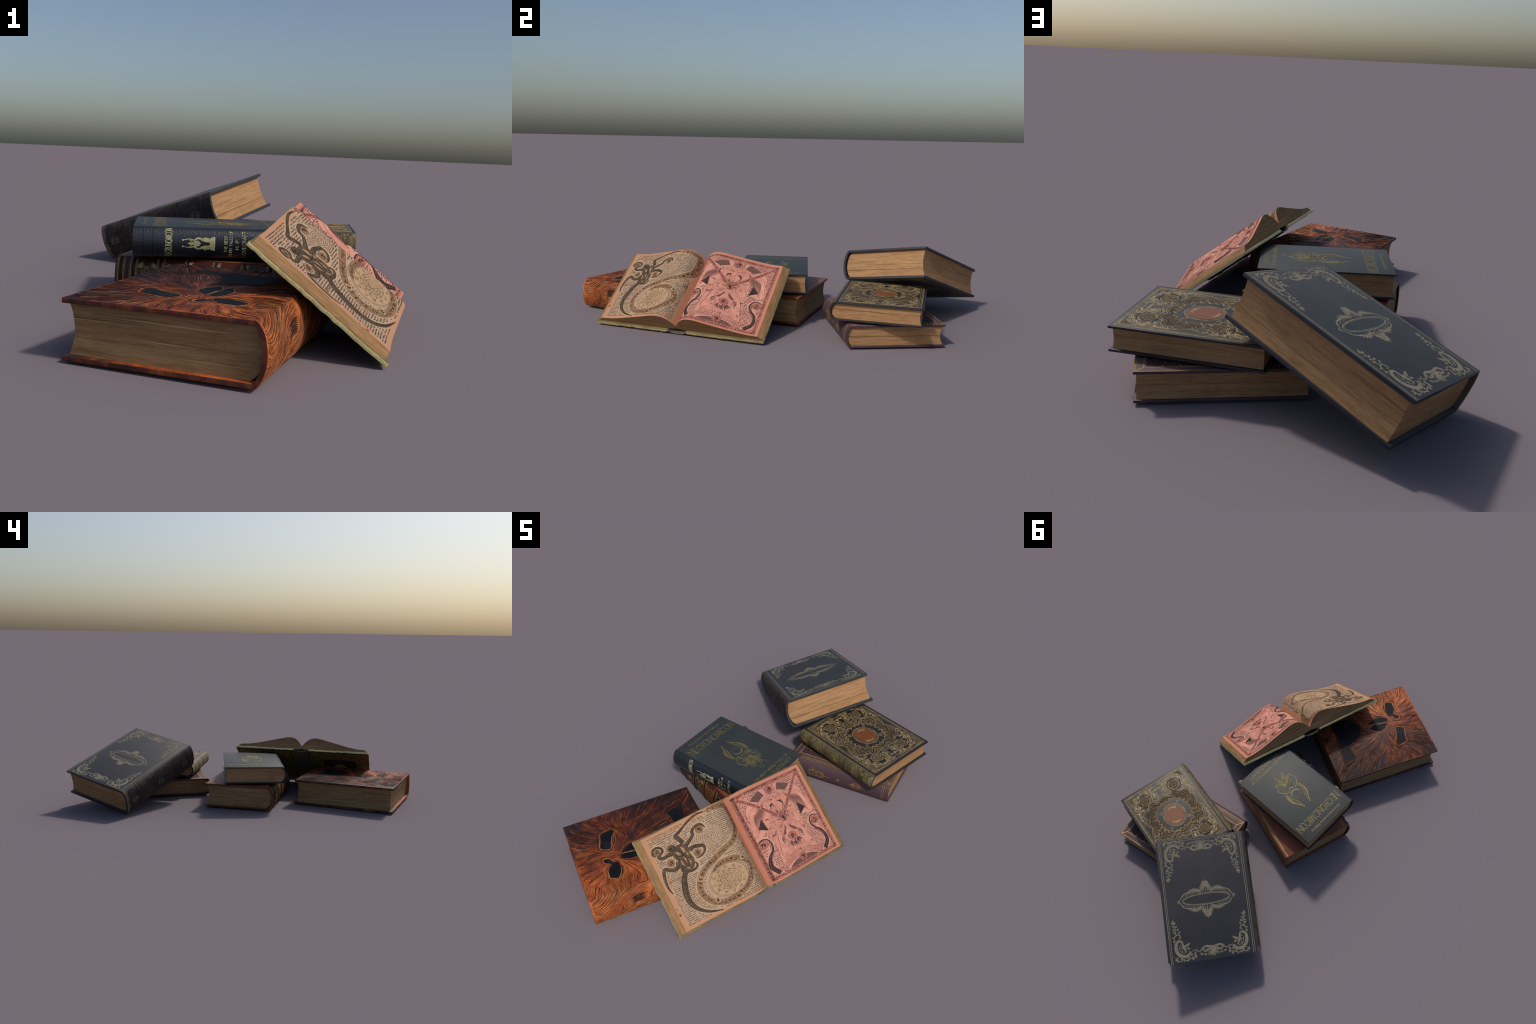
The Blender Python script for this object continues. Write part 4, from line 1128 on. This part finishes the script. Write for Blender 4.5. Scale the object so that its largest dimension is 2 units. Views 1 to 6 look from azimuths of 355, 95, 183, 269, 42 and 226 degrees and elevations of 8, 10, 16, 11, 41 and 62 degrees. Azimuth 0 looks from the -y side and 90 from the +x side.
    for k in range(1, 9):
        ry = .0062 * k; n = int(2 * pi * ry * 1.12 / .0054)
        for i in range(n):
            a = 2 * pi * i / n; p = (-.145 + ry * 1.24 * cos(a), .096 + ry * sin(a))
            if k == 1 or blocked2(p): continue
            text.glyph(p[0], p[1], .0048, a + pi / 2, .0009)
    ink.ring(-.145, .096, .0100, .0012, .0085); deep.glyph(-.145, .096, .010, 0, .0014)
    ink.tick((-.372, -.0005), (-.280, -.0015), .0009)
    stain = Marks(page_surf, 85); stain.disc(-.3773, -.1306, .0038, .0060); stain.disc(-.3798, -.1055, .0022, .0032); stain.disc(-.366, .012, .0012)
    ink.build('page_ink', ink_mat('sepia_black_ink', (.030, .024, .020), (.075, .052, .036), 200), e, stuff=True)
    text.build('handwriting', ink_mat('grey_brown_ink', (.050, .040, .034), (.095, .070, .053), 200), e, stuff=True)
    deep.build('page_signs', ink_mat('black_ink', (.020, .017, .015), (.045, .034, .026), 200), e, stuff=True)
    wash.build('beast_drawing', ink_mat('sepia_wash', (.135, .088, .056), (.065, .042, .028), 50), e)
    soft.build('wash_ribbon', ink_mat('tan_wash', (.275, .158, .085), (.215, .118, .062), 60), e)
    pale.build('wheel_drawing', ink_mat('pale_wash', (.43, .280, .165), (.36, .228, .130), 60), e)
    stain.build('ink_stain', ink_mat('rust_stain', (.26, .045, .02)), e)

def pink_page_art(e):
    ink, grey, rose, light, deep = (Marks(page_surf, k) for k in (90, 91, 92, 93, 94))
    F = (.0165, .372, -.1925, .1915)      # outer frame
    G = (.0310, .3560, -.1790, .1770)     # inner frame
    # frame band with running signs
    for (a, c) in (((F[0], (F[2] + G[2]) / 2), (F[1], (F[2] + G[2]) / 2)), ((F[0], (F[3] + G[3]) / 2), (F[1], (F[3] + G[3]) / 2))):
        rose.stroke([a, c], .0135, smooth=False, h=.0003)
    for x in ((F[0] + G[0]) / 2, (F[1] + G[1]) / 2): rose.stroke([(x, F[2]), (x, F[3])], .0145, smooth=False, h=.0003)
    for R in (F, G): ink.stroke([(R[0], R[2]), (R[1], R[2]), (R[1], R[3]), (R[0], R[3])], .0010, smooth=False, closed=True)
    top, bot = (F[3] + G[3]) / 2, (F[2] + G[2]) / 2; lf, rt = (F[0] + G[0]) / 2, (F[1] + G[1]) / 2
    script_rows(deep, [((F[0], top), (F[1], top)), ((F[0], bot), (F[1], bot)), ((lf, F[2]), (lf, F[3])), ((rt, F[2]), (rt, F[3]))], lambda p: False, .0095, .0017, .8)
    script_rows(deep, [((F[0], top + .002), (F[1], top + .002)), ((lf + .002, F[2]), (lf + .002, F[3])), ((rt - .002, F[2]), (rt - .002, F[3]))], lambda p: False, .006, .0012, .8)
    # V-shaped ribbons
    V = ((.0325, .1740), (.1905, .0240), (.3550, .1740))
    for a, c in ((V[0], V[1]), (V[2], V[1])):
        rose.stroke([a, c], .0135, smooth=False, h=.0022)
        dx, dy = c[0] - a[0], c[1] - a[1]; l = hypot(dx, dy)
        for g in (-.0068, .0068): ink.stroke([(a[0] - dy / l * g, a[1] + dx / l * g), (c[0] - dy / l * g, c[1] + dx / l * g)], .0009, smooth=False, h=.0024)
        script_rows(DeepLift(deep), [(a, c)], lambda p: False, .0088, .0015, .85)
    # great ring behind the figure
    rc = (.1905, .0850); R1, R2 = .1540, .0930
    ink.stroke(arc(rc[0], rc[1], R1, .20, pi - .20 + 0, R2), .0012); ink.stroke(arc(rc[0], rc[1], R1, pi - .2, 2 * pi + .2, R2), .0011)
    ink.stroke(arc(rc[0], rc[1], R1 * .93, 3.3, 4.6, R2 * .93), .0009)
    for a0, a1 in ((.72, 1.22), (pi - 1.22, pi - .72)):
        grey.fill(arc(rc[0], rc[1], R1 * .97, a0, a1, R2 * .97) + arc(rc[0], rc[1], R1 * .66, a1, a0, R2 * .66), h=.0005)
    # figure: shoulders, arms and torso as pale shapes with outline and drapery lines
    rng = random.Random(21)
    torso = [(.100, .090), (.140, .118), (.190, .128), (.240, .118), (.280, .095), (.272, .040), (.270, -.030), (.278, -.090), (.285, -.150), (.235, -.135), (.190, -.130), (.140, -.136), (.088, -.152), (.096, -.090), (.098, -.030), (.094, .030)]
    light.fill(catmull(torso, True, .012), h=.0004); ink.stroke(torso, .0010, closed=True, h=.0009)
    for s in (-1, 1):
        def P(x, y): return (.1905 + s * x, y)
        arm = [(.060, .122), (.098, .120), (.128, .106), (.146, .078), (.154, .040), (.160, .004), (.148, -.004), (.126, .030), (.104, .060), (.092, .076)]
        light.fill(catmull([P(*p) for p in arm], True, .01), h=.0006); ink.stroke([P(*p) for p in arm], .0011, closed=True, h=.0010)
        for k in range(8):
            o = k * .006
            ink.stroke([P(.076 + o * .8, .116 - o * .4), P(.104 + o * .6, .092 - o * .6), P(.124 + o * .45, .060 - o * .6), P(.136 + o * .35, .018 - o * .3)], .0010, taper=(.2, .3))
        deep.fill([P(.098, .058), P(.131, .024), P(.092, .003)] if s > 0 else [P(.1025, .0575), P(.1345, .0237), P(.096, .0025)], h=.0010)
        # ribs, sinews and belly strokes
        for k in range(13):
            y = .062 - .0125 * k
            ink.stroke([P(.008, y - .012), P(.030, y + rng.uniform(-.004, .006)), P(.052 + rng.uniform(-.008, .012), y - .014)], .0013, taper=(.3, .4), h=.0010)
        for k in range(16):
            a = rng.uniform(-.4, 2.2); r0 = rng.uniform(.010, .020)
            ink.stroke([P(r0 * cos(a), .024 + r0 * sin(a) * .8), P(.030 * cos(a) + .002, .024 + .030 * sin(a)), P(.050 * cos(a + .2), .024 + .046 * sin(a + .2))], .0012, taper=(.1, .5), h=.0010)
        light.disc(*P(.052, .018), .021, .026, h=.0012); ink.stroke(arc(*P(.052, .018), .021, 0, 5.6, .026), .0010, h=.0016)
        for k in range(5): ink.stroke([P(.044 + .004 * k, .036), P(.050 + .002 * k, .018), P(.046 + .004 * k, .000)], .0007, taper=(.3, .3), h=.0019)
        for k in range(10):
            grey.stroke([P(.010 + .004 * k, -.012 - .004 * k), P(.020 + .004 * k, -.030 - .003 * k), P(.026 + .003 * k, -.050 - .004 * k)], .0055, taper=(.4, .5), h=.0008)
        for k in range(9):
            a = -2.7 + .29 * k; grey.stroke([P(.020 * cos(a), -.075 + .014 * sin(a)), P(.036 * cos(a), -.082 + .028 * sin(a))], .0050, taper=(0, .5), h=.0009)
            deep.stroke([P(.018 * cos(a), -.074 + .012 * sin(a)), P(.028 * cos(a), -.078 + .020 * sin(a))], .0028, taper=(0, .6), h=.0012)
        for k in range(8):
            ink.stroke([P(.018 + .008 * k, -.088 - .004 * k), P(.022 + .009 * k, -.110), P(.016 + .010 * k, -.132)], .0008, taper=(.3, .4), h=.0010)
        # branching sinews from the crown
        for k in range(8):
            a = .15 + .19 * k
            light.stroke([P(.004, .116), P(.020 + .016 * cos(a), .112 + .030 * sin(a) * .6), P(.026 + .042 * cos(a), .110 + .046 * sin(a) * .8)], .0042, taper=(0, .6), h=.0013)
            ink.stroke([P(.006, .113), P(.024 + .016 * cos(a), .108 + .030 * sin(a) * .6), P(.030 + .042 * cos(a), .106 + .046 * sin(a) * .8)], .0009, taper=(0, .4), h=.0014)
        for k in range(7):
            light.stroke([P(.012, -.038), P(.034, -.046 - .004 * k), P(.060, -.030 - .013 * k)], .0030, taper=(0, .5), h=.0014)
        deep.stroke([P(.010, .100), P(.024, .094), P(.034, .082), P(.030, .070)], [.002, .007, .006, .002], h=.0012)
        # suckered tentacle with a sign disc
        if s < 0: tent = [(.0290, -.0330), (.0400, -.0230), (.0560, -.0215), (.0720, -.0310), (.0790, -.0520), (.0710, -.0780), (.0510, -.0970), (.0400, -.1190), (.0395, -.1440), (.0580, -.1730)]
        else: tent = [(.3560, -.0330), (.3420, -.0250), (.3240, -.0230), (.3110, -.0330), (.3050, -.0550), (.3190, -.0790), (.3390, -.0990), (.3470, -.1280), (.3410, -.1540), (.3150, -.1750)]
        deep.stroke(tent, [.003, .005, .006, .0075, .009, .011, .012, .014, .015, .018], h=.0009)
        tl = catmull(tent, False, .0075)
        for i in range(6, len(tl) - 1):
            a = atan2(tl[i + 1][1] - tl[i - 1][1], tl[i + 1][0] - tl[i - 1][0]) + (pi / 2 if s < 0 else -pi / 2) * (1 if i < len(tl) * .45 else -1) * -1
            deep.disc(tl[i][0] + .0085 * cos(a), tl[i][1] + .0085 * sin(a), .0023, n=7)
            grey.disc(tl[i][0] - .001, tl[i][1], .0022, n=6, h=.0019)
    for k in range(7):
        light.disc(.1890, .106 - .0078 * k, .0085 - .0006 * abs(k - 2), .0058, h=.0016 + .0001 * k); ink.stroke(arc(.1890, .106 - .0078 * k, .0082, pi + .3, 2 * pi - .3, .0054), .0008, h=.0023)
    # organs, roots and creases: a tangle of shaded strokes over the whole trunk
    for k in range(150):
        s = rng.choice((-1, 1)); x = abs(rng.gauss(0, .040)) + .004; y = rng.uniform(-.120, .112)
        if x > .088 or (y > .06 and x > .07): continue
        a = atan2(y - .02, s * x) + rng.uniform(-.8, .8); l = rng.uniform(.010, .034)
        pts = [(.1905 + s * x, y), (.1905 + s * x + cos(a) * l * .5 + rng.uniform(-.004, .004), y + sin(a) * l * .5), (.1905 + s * x + cos(a + .3) * l, y + sin(a + .3) * l)]
        q = rng.random()
        if q < .40: ink.stroke(pts, rng.uniform(.0008, .0016), taper=(.3, .5), h=.0017)
        elif q < .72: grey.stroke(pts, rng.uniform(.003, .0075), taper=(.4, .5), h=.0010)
        else: light.stroke(pts, rng.uniform(.002, .0045), taper=(.3, .5), h=.0016)
    for s in (-1, 1):
        for k in range(34):
            x0 = .062 + .0018 * k; y0 = .119 - .0009 * k
            q = [(.1905 + s * x0, y0), (.1905 + s * min(.152, x0 + .010), y0 - .030), (.1905 + s * min(.156, x0 + .014), y0 - .050 - .001 * k)]
            (grey if k % 3 == 0 else ink).stroke(q, .0030 if k % 3 == 0 else .0008, taper=(.3, .6), h=.0012)
        for k in range(12):
            ink.stroke([(.1905 + s * (.060 + .003 * k), -.020 - .008 * k), (.1905 + s * (.074 + .0015 * k), -.050 - .006 * k), (.1905 + s * (.080 + .001 * k), -.080 - .004 * k)], .0009, taper=(.3, .5), h=.0011)
    # discs
    disc_list = [(.189, .155, .0205, .0190), (.191, .0235, .0180, .0165), (.191, -.0615, .0200, .0180), (.1905, -.1600, .0200, .0165), (.0470, -.0420, .0210, .0175), (.3345, -.0460, .0195, .0165)]
    for x, y, rx, ry in disc_list:
        rose.disc(x, y, rx, ry, h=.0026, n=24); ink.ring(x, y, rx, .0011, ry, h=.0030)
        for k in range(4): LiftMarks(deep, .0028).glyph(x + rng.uniform(-.005, .005), y + rng.uniform(-.005, .005), .017, rng.uniform(0, 3), .0021)
        for k in range(9): LiftMarks(deep, .0028).glyph(x + rx * .78 * cos(k * .7), y + ry * .78 * sin(k * .7), .0045, k, .0009)
    # arch at the foot
    big = [(.0580, -.1790), (.0760, -.1600), (.1040, -.1420), (.1400, -.1310), (.1850, -.1270), (.2300, -.1310), (.2640, -.1420), (.2920, -.1570), (.3170, -.1770)]
    light.fill(catmull(big, False, .01) + [(.300, -.179), (.08, -.179)], h=.0010)
    ink.stroke(big, .0018, h=.0018)
    small = [(.1050, -.1785), (.1280, -.1670), (.1550, -.1590), (.1900, -.1565), (.2250, -.1590), (.2500, -.1670), (.2720, -.1785)]
    grey.fill(catmull(small, False, .01), h=.0015); ink.stroke(small, .0010, h=.0020)
    for k in range(3):
        off = .0075 + .0072 * k
        ln = [(p[0] + (.19 - p[0]) * off * 2.2, p[1] - off) for p in catmull(big, False, .0052)][4:-4]
        for i in range(1, len(ln) - 1): LiftMarks(ink, .0012).glyph(ln[i][0], max(-.177, ln[i][1]), .0050, atan2(ln[i + 1][1] - ln[i - 1][1], ln[i + 1][0] - ln[i - 1][0]), .0010)
    # close handwriting in the corners
    tents = []
    torso_big = grow(torso, .004)
    def dv(p, a, c): return poly_near(p, [a, c])[0]
    def blocked(p):
        if dv(p, V[0], V[1]) < .011 or dv(p, V[2], V[1]) < .011: return True
        if inside(p, torso_big): return True
        for s in (-1, 1):
            q = ((p[0] - .1905) * s, p[1])
            if inside(q, [(.060, .125), (.100, .124), (.132, .110), (.150, .080), (.160, .040), (.164, .000), (.146, -.008), (.100, .000), (.090, .07)]): return True
        if any(((p[0] - x) / (rx + .005)) ** 2 + ((p[1] - y) / (ry + .005)) ** 2 < 1 for x, y, rx, ry in disc_list): return True
        if p[1] < -.118 and inside(p, big + [(.32, -.2), (.05, -.2)]): return True
        if near_line(p, catmull([(.0290, -.0330), (.0560, -.0215), (.0790, -.0520), (.0510, -.0970), (.0395, -.1440), (.0580, -.1730)], False, .01)) < .012: return True
        if near_line(p, catmull([(.3420, -.0250), (.3110, -.0330), (.3050, -.0550), (.3390, -.0990), (.3410, -.1540), (.3150, -.1750)], False, .01)) < .012: return True
        e2 = ((p[0] - rc[0]) / R1) ** 2 + ((p[1] - rc[1]) / R2) ** 2
        return p[1] > .10 and e2 < 1.0 and abs(p[0] - .19) > .03
    rows = []; y = .171
    while y > -.176: rows.append(((.034, y), (.354, y))); y -= .0070
    script_rows(ink, rows, blocked, .0055, .00125, .82)
    ink.build('page_ink', ink_mat('sepia_black_ink_rose', (.070, .036, .034), (.130, .062, .054), 200), e, stuff=True)
    deep.build('page_signs', ink_mat('black_ink_rose', (.026, .018, .018), (.060, .034, .032), 200), e, stuff=True)
    grey.build('shaded_drawing', ink_mat('grey_rose_wash', (.175, .088, .074), (.105, .055, .048), 90), e)
    rose.build('rose_bands', ink_mat('rose_wash', (.44, .165, .125), (.34, .120, .092), 70), e)
    light.build('figure_drawing', ink_mat('pale_rose_wash', (.62, .285, .215), (.50, .205, .150), 26), e)

class LiftMarks:
    """the same sheet of marks, drawn a little higher so that it lies over a wash"""
    def __init__(s, m, d): s.m, s.d = m, d
    def glyph(s, *a):
        old = s.m.surf; d = s.d
        s.m.surf = lambda u, v, h: old(u, v, h + d)
        s.m.glyph(*a); s.m.surf = old
class DeepLift(LiftMarks):
    def __init__(s, m): super().__init__(m, .0028); s.rng = m.rng
# ==========================================================================
#  the flame-faced book
# ==========================================================================
def flame_book():
    hide = fire_hide_mat('flame_hide')
    b = Book('old_book', 'thick book in fiery orange hide with a hollow-eyed face', .4490, .5730, .1425,
             (.0999, -.725, .0043), (155.63, .29, .34), tb=.012, bulge=.029, dent=.10, inset=.009, ends=.0165)
    b.build(hide, hide, PAGES_SHADE_TINT, edge=charred_edge_mat('charred_board_edge'))
    return b

# ==========================================================================
def dark_green_book():
    cloth = leather_mat('dark_green_cloth', (.031, .034, .033), (.037, .041, .039), rough=.55, grain=700, bump=.12, spec=.38, scuff=(.055, .065, .064), scuff_amt=.22)
    sp = leather_mat('black_blue_leather', (.010, .012, .017), (.014, .017, .024), rough=.30, grain=330, bump=.5, spec=.6)
    edge = leather_mat('navy_cloth_edge', (.012, .020, .030), (.016, .026, .036), rough=.5, grain=500)
    b = Book('old_book', 'dark green cloth book with gold title and emblem', .3220, .4900, .0930,
             (-.082, -.1892, .1487), (92.23, .18, .35), tb=.0065, bulge=.024, dent=.06, inset=.007)
    b.build(cloth, sp, PAGES, edge=edge, back=edge)
    return b

def red_book():
    cov = leather_mat('red_brown_leather', (.20, .050, .020), (.125, .034, .016), rough=.5, grain=260, bump=.15, scuff=(.26, .085, .025), scuff_amt=.5)
    edge = leather_mat('red_brown_edge', (.14, .032, .010), (.07, .018, .008), rough=.45, grain=200)
    sp = leather_mat('oxblood_leather', (.060, .010, .006), (.030, .008, .006), rough=.4, grain=300, bump=.2)
    b = Book('old_book', 'red-brown leather book with gilded ribbed spine', .3660, .5100, .1310,
             (-.1327, -.1837, .0075), (75.46, 0, 0), tb=.010, bulge=.026, bands=(.237, .196, .108, .02, -.068, -.156, -.235), band_h=.0028, dent=.09, inset=.008)
    b.build(cov, sp, PAGES_SHADE_TINT, edge=edge)
    return b

def black_book():
    cov = leather_mat('blue_black_cloth', (.032, .030, .032), (.040, .038, .040), rough=.55, grain=600, bump=.12, weave=True, spec=.5, scuff=(.060, .060, .062), scuff_amt=.25)
    edge = leather_mat('blue_black_edge', (.020, .022, .030), (.030, .030, .036), rough=.5, grain=300, scuff=(.07, .055, .04))
    sp = spine_patchy_mat('worn_black_leather', (.017, .014, .015), (.044, .029, .025), (.17, .115, .078), edge=.262)
    b = Book('old_book', 'big blue-black book with silver-gold scroll borders', .4130, .578, .1465,
             (-.2549, .4917, .0962), (54.05, -18.34, -9.86), tb=.0115, bulge=.027, bands=(.19, .06, -.12, -.24), band_h=.0012, dent=.065, inset=.007, ends=.0145)
    b.build(cov, sp, PAGES, edge=edge)
    return b

def ornate_book():
    cov = leather_mat('brown_black_leather', (.016, .014, .012), (.026, .022, .017), rough=.5, grain=200, bump=.2, scuff=(.10, .06, .04), scuff_amt=.35)
    edge = leather_mat('brown_black_edge', (.020, .020, .026), (.034, .026, .032), rough=.5, grain=200)
    sp = leather_mat('olive_gilt_leather', (.082, .064, .033), (.122, .094, .050), rough=.5, grain=120, bump=.5, scuff=(.05, .045, .03), scuff_amt=.7)
    b = Book('old_book', 'dark book covered in gilded strapwork around oval medallion', .3690, .4750, .0805,
             (.2404, .3068, .1115), (81.08, -.08, .59), tb=.0075, bulge=.024, dent=.09, inset=.009, bands=(), band_h=.001)
    b.build(cov, sp, PAGES, edge=edge)
    return b

def plum_book():
    cov = leather_mat('plum_cloth', (.070, .040, .048), (.085, .048, .058), rough=.55, grain=500, bump=.25)
    edge = leather_mat('plum_cloth_edge', (.055, .032, .040), (.075, .042, .050), rough=.6, grain=500)
    b = Book('old_book', 'plum cloth book with gold frame and scrolls', .4100, .5085, .0965,
             (.2666, .2878, .0045), (102.07, 0, 0), tb=.0085, bulge=.022, dent=.13, inset=.007)
    b.build(cov, cov, PAGES, edge=edge)
    return b

def open_book():
    e = bpy.data.objects.new('open_book', None); bpy.context.scene.collection.objects.link(e)
    W, H = .8253, .4257
    M = Matrix.Translation((.1389, -.7767, .1354)) @ Matrix.Rotation(radians(74.81), 4, 'Z') @ Matrix.Rotation(radians(37.99), 4, 'X') @ Matrix.Rotation(radians(-.2), 4, 'Y')
    e.matrix_world = M @ Matrix.Translation((W / 2, 0, .0045))
    e["label"] = 'open book leaning, tan and pink illustrated pages'; e["category"] = 'book'
    cov = leather_mat('old_gold_brocade', (.17, .120, .040), (.105, .080, .028), rough=.5, grain=90, bump=.5, scuff=(.018, .014, .010), scuff_amt=.8)
    edge = leather_mat('frayed_gold_edge', (.70, .60, .28), (.50, .43, .19), rough=.6, grain=150, bump=.5, scuff=(.07, .075, .035), scuff_amt=.7)
    gap = .047; z0, z1 = -.006, .005
    board('front_cover', gap, W / 2, -H / 2, H / 2, z0, z1, cov, e, edge_mat=edge, rough_edge=.0026, seed=3)
    board('back_cover', -W / 2, -gap, -H / 2, H / 2, z0, z1, cov, e, edge_mat=edge, rough_edge=.0026, seed=8)
    # hollow rounded spine with a ridge along either joint
    prof = []
    for i in range(33):
        t = i / 32 * 2 - 1
        x = t * (gap + .001)
        z = -.003 - .011 * (1 - t * t) ** .6 + .006 * math.exp(-((abs(t) - .86) / .10) ** 2)
        prof.append((x, z))
    m = len(prof); vs = []; ny = 24
    for j in range(ny + 1):
        y = -H / 2 + H * j / ny
        bump = sum(.0025 * math.exp(-((y - c) / .006) ** 4) for c in (-.16, -.08, 0, .08, .16))
        vs += [(x, y, z - bump * (1 - (x / gap) ** 2 if abs(x) < gap else 0)) for x, z in prof] + [(x, y, z + .0045) for x, z in prof]
    fs = []
    for j in range(ny):
        o, p = j * 2 * m, (j + 1) * 2 * m
        for i in range(m - 1): fs += [(o + i, o + i + 1, p + i + 1, p + i), (o + m + i, p + m + i, p + m + i + 1, o + m + i + 1)]
        fs += [(o, p, p + m, o + m), (o + m - 1, o + 2 * m - 1, p + 2 * m - 1, p + m - 1)]
    for o in (0, ny * 2 * m):
        for i in range(m - 1): fs.append((o + i, o + m + i, o + m + i + 1, o + i + 1))
    spm = leather_mat('dark_bronze_leather', (.070, .066, .050), (.13, .105, .06), rough=.45, grain=150, bump=.4, scuff=(.12, .11, .09))
    add_mesh('spine', vs, fs, spm, e, 50)
    # page blocks: curved leaves, fore edge cut on a slant, underside on the board
    edge_m = page_edge_mat('open_page_edges', (.125, .064, .028), (.24, .130, .058), (.36, .212, .102))
    tan = paper_mat('tan_paper', (.400, .272, .175), (.420, .205, .112), (.30, .172, .098))
    pink = paper_mat('pink_paper', (.545, .255, .192), (.475, .185, .112), (.38, .150, .105))
    y0, y1 = -.2005, .2045
    n = 150
    for side, mat, nm in ((-1, tan, 'verso_pages'), (1, pink, 'recto_pages')):
        xs = [.385 * (1 - (1 - i / n) ** 1.6 * 1) if False else .385 * (i / n) ** 1.35 for i in range(n + 1)]
        top = [(side * x, page_z(x)) for x in xs]
        low = [(side * .408, .0055), (side * .2, .0055), (side * .05, .0055), (side * .02, .009), (0, .011)]
        prof = top + low; m = len(prof)
        ny = 2
        vs = [(x, y, z) for y in (y0, y1) for x, z in prof]
        fs = [(i, (i + 1) % m, m + (i + 1) % m, m + i) for i in range(m)] + [tuple(range(m)), tuple(range(2 * m - 1, m - 1, -1))]
        ob = add_mesh(nm, vs, fs, [edge_m, mat], e, 40)
        for p in ob.data.polygons:
            c = p.center
            if abs(p.normal.y) < .5 and c.z > .02 and abs(c.x) < .384 and abs(c.z - page_z(c.x)) < .002: p.material_index = 1
    return e
flame_face(flame_book())
green_art(dark_green_book())
red_art(red_book())
black_art(black_book())
ornate_art(ornate_book())
plum_art(plum_book())
spread = open_book()
brocade(spread)
tan_page_art(spread)
pink_page_art(spread)
